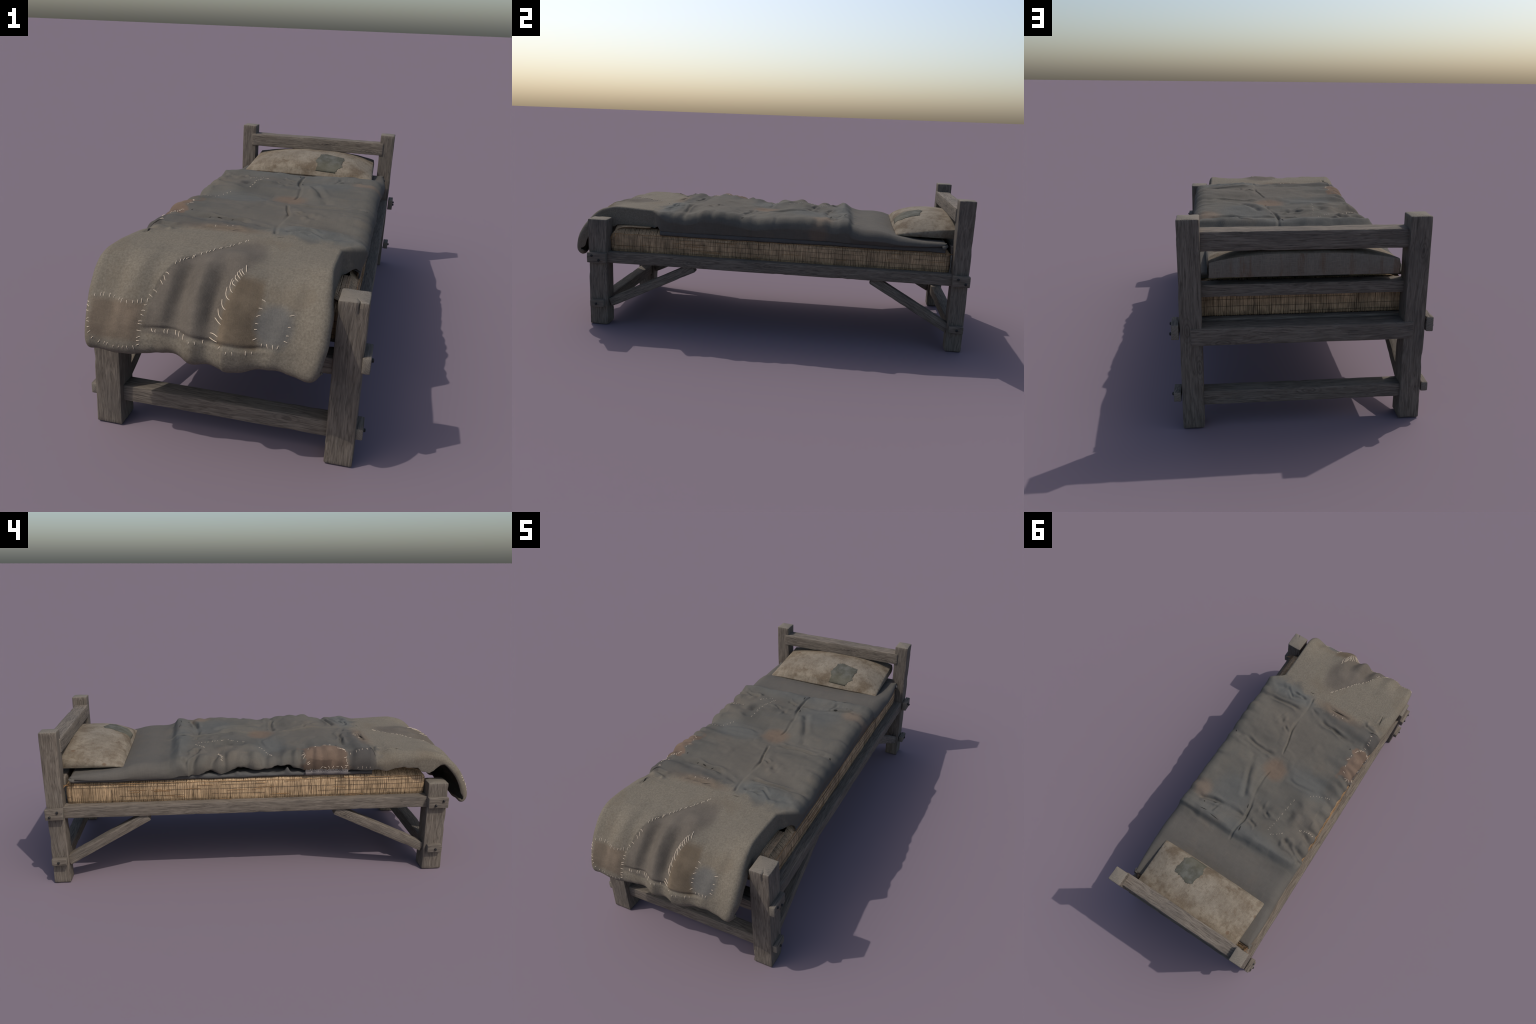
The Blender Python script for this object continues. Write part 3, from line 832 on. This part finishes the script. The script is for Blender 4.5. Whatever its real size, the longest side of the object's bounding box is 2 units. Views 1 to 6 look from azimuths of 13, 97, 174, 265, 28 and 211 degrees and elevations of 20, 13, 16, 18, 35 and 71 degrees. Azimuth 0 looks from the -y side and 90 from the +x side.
CX, CD, CNX, CND, CS = (np.array([c[k] if k < 4 else np.full(NVB, c[4]) for c in cols]).T for k in range(5))
U = CX
Yg = np.repeat(PY[:, None], CX.shape[1], 1)
Sg = np.repeat(S[:, None], CX.shape[1], 1)
Dg = np.repeat(drape[:, None], CX.shape[1], 1)

# ---- height of the top: dished between the two sides, blended with the centre line
a, b, c = zmidL[:, None], zmidC[:, None], zmidR[:, None]
tt = np.clip(U / 0.30, -1, 1)
bl = np.where(tt < 0, np.abs(tt) ** 1.6, 0)
br = np.where(tt > 0, np.abs(tt) ** 1.6, 0)
Zt = a * bl + c * br + b * (1 - bl - br)

# ---- wrinkles (added along the surface normal of the top)
W = np.zeros_like(U)
wx = U + 0.006 * noise(U * 9, Yg * 9, 0, 51, 2)
wy = Yg + 0.006 * noise(U * 9, Yg * 9, 4, 52, 2)
def crease(pts, depth, width, lip=0.5, fade=0.15):
    global W
    d, s, al = polydist(wx, wy, pts)
    e = smooth(0, fade, al) * smooth(1, 1 - fade, al) if fade else 1.0
    mod = np.clip(0.85 + 1.3 * noise(al * 5, depth * 900, 0, 61, 2), 0.05, 1.9) * e
    width = width * (1.0 + 0.6 * noise(al * 4, depth * 700, 3, 62, 1))
    W += mod * (-depth * np.exp(-(d / width) ** 2) + depth * lip * np.exp(-((d - 2.2 * width) / (1.2 * width)) ** 2))
def ridge(pts, height, width, fade=0.2):
    global W
    d, s, al = polydist(wx, wy, pts)
    e = smooth(0, fade, al) * smooth(1, 1 - fade, al)
    W += e * height * np.exp(-(d / width) ** 2)
def bevel(pts, height, reach, grid=None):
    """one side of a fold stands higher than the other, dying away over 'reach'"""
    global W
    gx, gy = grid or (wx, wy)
    d, s, al = polydist(gx, gy, pts)
    e = smooth(0, 0.12, al) * smooth(1, 0.88, al)
    W += e * height * smooth(-0.003, 0.004, d * s) * np.exp(-(np.maximum(d * s, 0) / reach) ** 2)

CENTRE = [(0.076, -0.518), (0.073, -0.446), (0.075, -0.355), (0.081, -0.261), (0.063, -0.193), (0.043, -0.109)]
CENTRE2 = [(0.050, 0.0), (0.059, 0.055), (0.054, 0.136), (0.048, 0.182), (0.031, 0.245), (0.021, 0.32), (0.03, 0.39), (0.027, 0.475)]
crease(CENTRE, 0.0075, 0.0065, 0.08, 0.08)
bevel(CENTRE[::-1], 0.0025, 0.06)
crease(CENTRE2, 0.0080, 0.0060, 0.08, 0.08)
bevel(CENTRE2[::-1], 0.0025, 0.06)
crease([(0.215, -0.328), (0.109, -0.252), (0.079, -0.236)], 0.007, 0.011, 0.6, 0.25)
crease([(0.345, -0.075), (0.291, -0.099), (0.211, -0.080), (0.145, -0.078), (0.068, -0.085)], 0.006, 0.010, 0.6)
crease([(0.197, -0.045), (0.152, 0.073), (0.12, 0.153), (0.077, 0.242)], 0.006, 0.016, 0.4)
ridge([(0.16, -0.03), (0.115, 0.07), (0.085, 0.15), (0.05, 0.23)], 0.005, 0.018)
crease([(0.032, 0.193), (-0.036, 0.219), (-0.105, 0.249)], 0.007, 0.012, 0.6, 0.2)
crease([(0.014, 0.314), (-0.019, 0.321), (-0.064, 0.331)], 0.006, 0.009, 0.5, 0.2)
crease([(0.031, 0.313), (0.106, 0.310), (0.18, 0.317), (0.23, 0.326), (0.31, 0.351)], 0.008, 0.010, 0.6, 0.1)
crease([(0.18, 0.317), (0.207, 0.392)], 0.005, 0.008, 0.4, 0.2)
ridge([(0.30, 0.401), (0.174, 0.407), (0.041, 0.406)], 0.005, 0.016)
ridge([(0.016, 0.401), (-0.125, 0.397), (-0.271, 0.394), (-0.345, 0.385)], 0.005, 0.016)
crease([(0.31, 0.447), (0.147, 0.452), (0.053, 0.444)], 0.003, 0.016, 0.0)
crease([(-0.007, 0.435), (-0.094, 0.425), (-0.25, 0.43)], 0.003, 0.018, 0.0)
crease([(-0.215, 0.30), (-0.292, 0.336), (-0.335, 0.358), (-0.385, 0.385)], 0.011, 0.012, 0.7, 0.2)
crease([(0.375, -0.459), (0.295, -0.474), (0.215, -0.488), (0.10, -0.475)], 0.007, 0.010, 0.7)
crease([(0.375, -0.375), (0.309, -0.389), (0.189, -0.403), (0.094, -0.401)], 0.006, 0.009, 0.6)
crease([(0.265, -0.505), (0.186, -0.451), (0.099, -0.485)], 0.005, 0.009, 0.7)
ridge([(0.34, -0.425), (0.2, -0.44), (0.09, -0.44)], 0.005, 0.016)
crease([(0.06, -0.452), (0.028, -0.436), (-0.061, -0.402), (-0.119, -0.403), (-0.19, -0.385), (-0.33, -0.375)], 0.009, 0.010, 0.7, 0.1)
ridge([(-0.36, -0.455), (-0.25, -0.455), (-0.12, -0.465), (0.02, -0.49)], 0.008, 0.022)
crease([(-0.02, -0.512), (-0.095, -0.503), (-0.18, -0.508)], 0.006, 0.008, 0.5, 0.2)
crease([(-0.325, -0.565), (-0.336, -0.64)], 0.005, 0.007, 0.5, 0.3)
crease([(-0.385, -0.515), (-0.31, -0.520), (-0.25, -0.535)], 0.006, 0.009, 0.6, 0.2)
# broad puffs either side of the centre line
def puff(cx, cy, rx, ry, h):
    global W
    W += h * np.exp(-((wx - cx) / rx) ** 2 - ((wy - cy) / ry) ** 2)
for q in ((-0.14, 0.20, 0.07, 0.09, 0.010), (-0.12, 0.355, 0.08, 0.04, 0.008), (0.15, 0.37, 0.08, 0.035, 0.009), (0.16, 0.20, 0.08, 0.07, 0.010), (-0.13, -0.20, 0.08, 0.08, 0.007), (0.18, -0.19, 0.08, 0.07, 0.008),
          (0.19, -0.32, 0.07, 0.05, 0.007), (-0.14, -0.33, 0.09, 0.04, 0.006), (-0.2, 0.07, 0.05, 0.04, 0.008), (0.22, 0.03, 0.06, 0.06, 0.007), (0.01, -0.735, 0.06, 0.05, 0.010), (-0.03, -0.10, 0.10, 0.05, 0.004)):
    puff(*q)
ridge([(-0.10, 0.17), (-0.13, 0.25)], 0.007, 0.05)
crease([(-0.19, 0.07), (-0.185, 0.16), (-0.17, 0.23)], 0.008, 0.022, 0.5, 0.2)
crease([(-0.05, -0.01), (-0.12, 0.005), (-0.205, -0.005), (-0.30, -0.02)], 0.004, 0.012, 0.5)

# pleats along the two edges
edgeL, edgeR = U - xl[:, None], xr[:, None] - U
for y0, amp, wid, run in ((0.335, 0.013, 0.014, 0.10), (0.255, 0.014, 0.016, 0.09), (0.190, 0.010, 0.012, 0.06), (0.145, 0.011, 0.014, 0.07), (0.085, 0.015, 0.015, 0.10), (0.003, 0.014, 0.015, 0.10), (-0.052, 0.010, 0.013, 0.07),
                          (-0.108, 0.012, 0.015, 0.09), (-0.160, 0.010, 0.012, 0.08), (-0.215, 0.009, 0.012, 0.07), (-0.262, 0.008, 0.012, 0.09), (-0.330, 0.010, 0.013, 0.08), (-0.395, 0.010, 0.012, 0.06), (-0.52, 0.006, 0.012, 0.05)):
    lean = (0.18 + 0.25 * math.sin(y0 * 57)) * np.maximum(edgeL, 0)
    wid *= 1.25 + 0.3 * math.sin(y0 * 91)
    g = np.exp(-((wy - y0 + lean) / wid) ** 2) - 0.55 * np.exp(-((wy - y0 - 2.3 * wid + lean) / (1.5 * wid)) ** 2)
    W -= np.where(CS < 0, 1.15, 0.75) * amp * g * smooth(run * 1.7, run * 0.25, edgeL)
for y0, amp, wid, run in ((0.40, 0.006, 0.016, 0.06), (0.335, 0.009, 0.014, 0.07), (0.275, 0.006, 0.014, 0.06), (0.225, 0.005, 0.012, 0.05), (0.15, 0.006, 0.016, 0.06), (0.075, 0.006, 0.014, 0.06), (-0.02, 0.007, 0.016, 0.07),
                          (-0.095, 0.009, 0.015, 0.08), (-0.17, 0.006, 0.015, 0.06), (-0.24, 0.006, 0.014, 0.06), (-0.31, 0.007, 0.015, 0.07), (-0.385, 0.008, 0.014, 0.08), (-0.44, 0.007, 0.013, 0.07)):
    g = np.exp(-((wy - y0) / wid) ** 2) - 0.5 * np.exp(-((wy - y0 - 2.3 * wid) / (1.5 * wid)) ** 2)
    W -= (0.62 + 0.35 * math.sin(y0 * 73)) * amp * g * smooth(run * 1.8, run * 0.3, edgeR) * smooth(-0.05, 0.0, CD * -1 + 0.03)

def ridged(sx, sy, seed):
    return 1 - 2 * np.abs(noise(U * sx, Yg * sy, 0, seed, 2))
crumple = smooth(0.25, 0.95, ridged(6, 9, 75)) * (0.5 + 0.5 * noise(U * 4, Yg * 4, 0, 76, 1))
crumple2 = smooth(0.35, 0.97, ridged(13, 17, 77)) * (0.5 + 0.5 * noise(U * 7, Yg * 7, 0, 78, 1))
bodymask = smooth(-0.55, -0.48, Yg) * smooth(0.52, 0.42, Yg)
W += bodymask * (0.0045 * crumple - 0.0012 * crumple2)
W += bodymask * (0.0055 * noise(U * 6, Yg * 9, 0, 71, 1) + 0.0011 * noise(U * 22, Yg * 30, 0, 72, 2))
W += 0.0022 * noise(U * 6, Sg * 8, 0, 73, 2) + 0.0008 * noise(U * 40, Sg * 40, 0, 74, 2)
# folds of the hanging foot part: seam, hem tuck, raised brown fold
W += 0 * W
bevel([(0.017, -0.585), (-0.045, -0.67), (-0.09, -0.734), (-0.139, -0.79), (-0.163, -0.85), (-0.185, -0.93), (-0.200, -1.04)], -0.004, 0.05, (U, Sg))
d, s_, al = polydist(U, Sg, [(-0.22, -1.135), (-0.14, -1.130), (-0.02, -1.142), (0.13, -1.150), (0.20, -1.15)])
W -= 0.006 * np.exp(-(d / 0.010) ** 2) * smooth(0, 0.1, al) * smooth(1, 0.8, al)
d, s_, al = polydist(U, Sg, [(0.075, -0.76), (0.058, -0.86), (0.040, -0.96), (0.034, -1.13)])
W += smooth(0.05, 0.65, al) * (0.011 * np.exp(-(d / np.where(U > np.interp(-Sg, [0.76, 0.86, 0.96, 1.13], [0.075, 0.058, 0.040, 0.034]), 0.075, 0.022)) ** 2) - 0.009 * np.exp(-((U - np.interp(-Sg, [0.76, 0.86, 0.96, 1.13], [0.03, 0.01, -0.008, -0.016])) / 0.022) ** 2) * smooth(-1.14, -1.02, Sg))
for x0, a_ in ((-0.125, 0.005), (-0.075, -0.005), (-0.27, -0.004), (0.20, -0.004)):
    W -= a_ * np.exp(-((U - x0 - 0.15 * (Sg + 1)) / 0.022) ** 2) * smooth(-0.78, -0.95, Sg)
W *= (1 - curl)[:, None]
W += (-0.85 * curve(FOLD, U)) * Dg * (1 - 0.8 * tail)[:, None]
wallf = np.where(CS != 0, np.clip(1 - CD / 0.11, 0.55, 1), 1.0)
W = W * wallf

# small torn notches, lying as dimples in the cloth
depth = CD + (zmidC[:, None] * 0)
hemshift = curve(HEM, U) * smooth(0.10, 0.25, -PD[:, None])
topz = Zt
# walls keep their own height reference so that the hem follows the side
PX = U + CNX * W * np.where(CS != 0, 1, 0) * 1.0
off = CND * W * np.where(CS == 0, 1, 1) - CD
PYf = Yg + NY[:, None] * off
PZf = topz + PD[:, None] + NZ[:, None] * off + hemshift
P = np.stack([PX, PYf, PZf], -1)
blanket = grid_obj("blanket", P[:, ::-1], [BLANKET], bed, 0.007)

# ------------------------------------------------------------------ stitches on the blanket
nvb, nub = P.shape[:2]
flat = [Vector(p) for p in P.reshape(-1, 3)]
quads = [(i * nub + j, i * nub + j + 1, (i + 1) * nub + j + 1, (i + 1) * nub + j) for i in range(nvb - 1) for j in range(nub - 1)]
tree = BVHTree.FromPolygons(flat, quads)

def on_top(x, y):
    h = tree.ray_cast(Vector((x, y, 1.2)), Vector((0, 0, -1)))
    return h[0], (h[1] if h[1] is None or h[1].z > 0 else -h[1])
def on_front(x, z):
    h = tree.ray_cast(Vector((x, -1.6, z)), Vector((0, 1, 0)))
    return h[0], (h[1] if h[1] is None or h[1].y < 0 else -h[1])
def on_left(y, z):
    h = tree.ray_cast(Vector((-1.0, y, z)), Vector((1, 0, 0)))
    return h[0], (h[1] if h[1] is None or h[1].x < 0 else -h[1])

def stitch(fn, a, b, rad=0.0010, sag=0.0, lift=0.0016):
    pts = []
    n = 7
    for i in range(n):
        t = i / (n - 1)
        u, v = a[0] + (b[0] - a[0]) * t, a[1] + (b[1] - a[1]) * t
        if sag:
            du, dv = b[0] - a[0], b[1] - a[1]
            L = math.hypot(du, dv)
            k = sag * math.sin(math.pi * t)
            u, v = u - dv / L * k, v + du / L * k
        p, nrm = fn(u, v)
        if p is None:
            return None
        arch = math.sin(math.pi * t)
        pts.append(p + nrm * (-0.001 + lift * (0.35 + 0.65 * arch)))
    return tubes("thread_stitch", [(pts, rad)], THREAD, blanket, 5)

def row(fn, line, count, length, ang, jit=0.35, rad=0.0011, skip=0.0):
    """count stitches spread along a polyline, each lying at 'ang' to it"""
    p = np.array(line, float)
    seg = np.r_[0, np.cumsum(np.hypot(*np.diff(p, axis=0).T))]
    for i in range(count):
        if RNG.random() < skip:
            continue
        q = (i + 0.5 + RNG.normal(0, 0.24)) / count * seg[-1]
        q = min(max(q, 0), seg[-1] * 0.999)
        k = np.searchsorted(seg, q, "right") - 1
        f = (q - seg[k]) / (seg[k + 1] - seg[k])
        c = p[k] + (p[k + 1] - p[k]) * f
        d = (p[k + 1] - p[k]) / (seg[k + 1] - seg[k])
        A = math.radians(ang) + RNG.normal(0, 0.22 * jit / 0.35)
        e = np.array([d[0] * math.cos(A) - d[1] * math.sin(A), d[0] * math.sin(A) + d[1] * math.cos(A)])
        l = length * RNG.uniform(0.6, 1.25)
        stitch(fn, c - e * l / 2, c + e * l / 2, rad, RNG.normal(0, 0.0006))

# long diagonal seam
row(on_top, [(0.017, -0.589), (-0.045, -0.672), (-0.090, -0.732), (-0.139, -0.788), (-0.160, -0.826)], 19, 0.0125, 28)
row(on_front, [(-0.163, 0.565), (-0.175, 0.538), (-0.190, 0.512), (-0.202, 0.494)], 5, 0.014, 80)
# brown corner patch
row(on_front, [(-0.372, 0.487), (-0.341, 0.492), (-0.262, 0.486), (-0.194, 0.492)], 12, 0.0105, 90)
row(on_front, [(-0.206, 0.488), (-0.213, 0.440), (-0.213, 0.372)], 9, 0.011, 85)
row(on_front, [(-0.215, 0.368), (-0.283, 0.360), (-0.338, 0.366), (-0.360, 0.376)], 9, 0.0105, 80)
row(on_front, [(-0.366, 0.385), (-0.374, 0.415), (-0.383, 0.445), (-0.383, 0.478)], 7, 0.011, 90)
# seam above the hem
row(on_front, [(-0.185, 0.420), (-0.137, 0.421), (-0.091, 0.418), (-0.060, 0.408), (-0.016, 0.410)], 10, 0.0115, 118)
row(on_front, [(0.022, 0.408), (0.055, 0.400), (0.126, 0.402)], 5, 0.0115, 98)
# long loose stitches closing the fold
for a, b, s in (((-0.007, 0.422), (0.020, 0.420), -0.001), ((-0.007, 0.433), (0.021, 0.435), 0.0005), ((-0.001, 0.470), (0.025, 0.466), 0.0), ((0.004, 0.492), (0.028, 0.480), -0.003),
                ((0.011, 0.517), (0.033, 0.505), -0.004), ((0.018, 0.545), (0.040, 0.528), -0.005), ((0.029, 0.566), (0.044, 0.544), -0.006)):
    stitch(on_front, a, b, 0.0013, s, 0.003)
for a, b, s in (((0.036, -0.868), (0.047, -0.890), -0.005), ((0.038, -0.850), (0.051, -0.876), -0.005), ((0.040, -0.835), (0.055, -0.868), -0.005), ((0.043, -0.826), (0.058, -0.858), -0.004),
                ((0.048, -0.822), (0.062, -0.850), -0.004), ((0.055, -0.800), (0.064, -0.836), -0.001)):
    stitch(on_top, a, b, 0.0013, s, 0.003)
# blue patch
row(on_front, [(0.131, 0.535), (0.124, 0.500), (0.121, 0.464), (0.122, 0.432)], 6, 0.0115, 92)
row(on_front, [(0.136, 0.423), (0.165, 0.421), (0.200, 0.424)], 4, 0.0105, 96)
row(on_front, [(0.205, 0.428), (0.211, 0.463), (0.214, 0.503)], 4, 0.0115, 88)
# lines on the grey body
row(on_top, [(-0.125, 0.314), (-0.143, 0.232), (-0.153, 0.143), (-0.160, 0.080)], 15, 0.0075, 62, rad=0.0007)
row(on_top, [(-0.148, 0.324), (-0.182, 0.302), (-0.217, 0.271)], 6, 0.0070, 70, rad=0.0007)
row(on_top, [(-0.268, 0.218), (-0.298, 0.207), (-0.331, 0.200), (-0.360, 0.203)], 7, 0.010, 80, rad=0.0010)
row(on_top, [(-0.224, 0.018), (-0.245, -0.002), (-0.275, -0.016), (-0.302, -0.027), (-0.335, -0.035)], 8, 0.0085, 80, rad=0.0008)
row(on_top, [(-0.34, -0.395), (-0.345, -0.43), (-0.34, -0.47), (-0.325, -0.50)], 6, 0.013, 80, rad=0.0009)
row(on_top, [(-0.07, -0.475), (-0.11, -0.487), (-0.15, -0.493)], 3, 0.011, 85, rad=0.0009)
# orange patch on the left edge
row(on_top, [(-0.315, -0.195), (-0.300, -0.240), (-0.292, -0.290), (-0.305, -0.335)], 5, 0.015, 50, rad=0.0011, jit=1.6, skip=0.2)
row(on_top, [(-0.305, -0.345), (-0.318, -0.368), (-0.340, -0.376)], 7, 0.014, 40, rad=0.0009, jit=1.6)
row(on_top, [(-0.330, -0.182), (-0.345, -0.176), (-0.36, -0.180)], 4, 0.014, 60, rad=0.0009, jit=1.4)
row(on_left, [(-0.195, 0.552), (-0.202, 0.535)], 2, 0.017, 90, rad=0.0012)
row(on_left, [(-0.372, 0.568), (-0.381, 0.540), (-0.372, 0.518)], 5, 0.018, 120, rad=0.0012, jit=1.2)
row(on_left, [(-0.255, 0.520), (-0.31, 0.523), (-0.365, 0.522)], 6, 0.013, 65, rad=0.0010, jit=1.2)
row(on_left, [(-0.41, 0.518), (-0.45, 0.520), (-0.50, 0.520)], 4, 0.013, 90, rad=0.0008)

# pale frayed edge under the orange patch
fr = []
for i in range(170):
    y = -0.19 - 0.19 * (i + RNG.random()) / 170
    h, nrm = on_left(y, 0.530)
    x0 = (h.x if h is not None else -0.382)
    l = RNG.uniform(0.008, 0.017)
    dy = RNG.normal(0, 0.004)
    fr.append(([(x0 - 0.0005, y, 0.500), (x0 - 0.0025, y + dy * 0.4, 0.500 + l * 0.6), (x0 - 0.0035, y + dy, 0.500 + l)], 0.0009))
tubes("frayed_edge", fr, FRAY, blanket, 4, kind="stuff")
rows = []
for y in np.linspace(-0.385, -0.185, 60):
    h, nrm = on_left(y, 0.530)
    x0 = (h.x if h is not None else -0.382) - 0.001
    e = 0.003 * float(noise(y * 60, 0, 0, 91, 2))
    rows.append([(x0 + 0.004, y, 0.487), (x0 - 0.0015, y, 0.490), (x0 - 0.002, y, 0.499), (x0 - 0.001, y, 0.507 + e), (x0 + 0.003, y, 0.509 + e)])
grid_obj("pale_lining", np.array(rows), [FRAY], blanket, 0.002)

# ------------------------------------------------------------------ pillow
nx_, ny_ = 130, 70
def pillow_top(u, v):
    """u across -1..1, v 0 (front) .. 1 (back)"""
    hx = 0.322 - 0.010 * v
    x = u * hx
    y0 = 0.652 + 0.004 * u * u
    y = y0 + (0.982 - y0) * v
    edge = 0.538 + 0.042 * v ** 0.8 
    bulge = (1 - np.abs(u) ** np.where(u < 0, 2.5, 3.0)) * (0.050 * (np.sin(np.pi * np.clip(v, 0, 1) ** 0.62) ** 0.70) + 0.027 * v)
    z = edge + bulge + 0.010 * (1 - u ** 4) * (1 - v)
    z = z + 0.0022 * noise(x * 9, y * 9, 0, 81, 2) + 0.0009 * noise(x * 35, y * 35, 0, 82, 2) * np.minimum(1, 4 * v)
    return x, y, z
uu, vv = np.meshgrid(np.linspace(-1, 1, nx_), np.linspace(0, 1, ny_))
px, py, pz = pillow_top(uu, vv)
top = np.stack([px, py, pz], -1)
bot = top.copy()
bot[..., 2] = 0.5315 + 0.0015 * (1 - vv) + 0.0006 * noise(px * 20, py * 20, 0, 83, 1)
bot[..., 0] *= 1.003
bot[..., 2] = np.minimum(bot[..., 2], top[..., 2] - 0.004)
V = np.vstack([top.reshape(-1, 3), bot.reshape(-1, 3)])
N = nx_ * ny_
F, M = [], []
for i in range(ny_ - 1):
    for j in range(nx_ - 1):
        p = i * nx_ + j
        F.append((p, p + 1, p + nx_ + 1, p + nx_)); M.append(0)
        F.append((N + p, N + p + nx_, N + p + nx_ + 1, N + p + 1)); M.append(1)
# side and back bands, two strips each with a slight outward swell
def band(idx, out, mat):
    k = 6
    rows_ = []
    for r in range(k + 1):
        t = r / k
        if r == 0: rows_.append(list(idx)); continue
        if r == k: rows_.append([N + q for q in idx]); continue
        cur = []
        for q in idx:
            a, b = V_[q], V_[N + q]
            pt = [a[c] + (b[c] - a[c]) * t for c in range(3)]
            s = 0.004 * math.sin(math.pi * t)
            pt[0] += out[0] * s; pt[1] += out[1] * s
            V_.append(tuple(pt)); cur.append(len(V_) - 1)
        rows_.append(cur)
    for r in range(k):
        for j in range(len(idx) - 1):
            F.append((rows_[r][j], rows_[r + 1][j], rows_[r + 1][j + 1], rows_[r][j + 1])); M.append(mat)
V_ = [tuple(p) for p in V]
band([j for j in range(nx_)], (0, -1), 0)
band([i * nx_ + nx_ - 1 for i in range(ny_)], (1, 0), 0)
band([N - 1 - j for j in range(nx_)], (0, 1), 1)
band([(ny_ - 1 - i) * nx_ for i in range(ny_)], (-1, 0), 0)
pillow = obj_from("pillow", V_, F, [LINEN, LINENB], bed, M, angle=42)

# ragged patch sewn on the pillow: cut from a fine grid by a frayed outline
PATCH = [(0.172, 0.684), (0.164, 0.705), (0.175, 0.745), (0.166, 0.774), (0.140, 0.777), (0.113, 0.781), (0.080, 0.793), (0.045, 0.781), (0.047, 0.751), (0.031, 0.707), (0.045, 0.683), (0.040, 0.640), (0.130, 0.640), (0.15, 0.668)]
g = 0.0022
gx, gy = np.arange(0.02, 0.19, g), np.arange(0.6555, 0.805, g)
def inside(x, y):
    x = x + 0.004 * float(noise(x * 160, y * 160, 0, 85, 2)); y = y + 0.004 * float(noise(x * 160, y * 160, 5, 86, 2))
    c = False
    for (x0, y0), (x1, y1) in zip(PATCH, PATCH[1:] + PATCH[:1]):
        if (y0 > y) != (y1 > y) and x < (x1 - x0) * (y - y0) / (y1 - y0) + x0:
            c = not c
    return c
keep = {}
V, F = [], []
ptree = BVHTree.FromPolygons([Vector(p) for p in V_], F_ := [tuple(f) for f in pillow.data.polygons and [tuple(p.vertices) for p in pillow.data.polygons]])
def pv(i, j):
    if (i, j) not in keep:
        h = ptree.ray_cast(Vector((gx[i], gy[j], 0.9)), Vector((0, 0, -1)))
        z = h[0].z if h[0] is not None else 0.545
        keep[(i, j)] = len(V)
        V.append((gx[i], gy[j], z + 0.0016))
    return keep[(i, j)]
for i in range(len(gx) - 1):
    for j in range(len(gy) - 1):
        if inside((gx[i] + gx[i + 1]) / 2, (gy[j] + gy[j + 1]) / 2):
            F.append((pv(i, j), pv(i + 1, j), pv(i + 1, j + 1), pv(i, j + 1)))
patch = obj_from("cloth_patch", V, F, [PPATCH], pillow)
md = patch.modifiers.new("thickness", "SOLIDIFY")
md.thickness = 0.0024
md.offset = -1.0
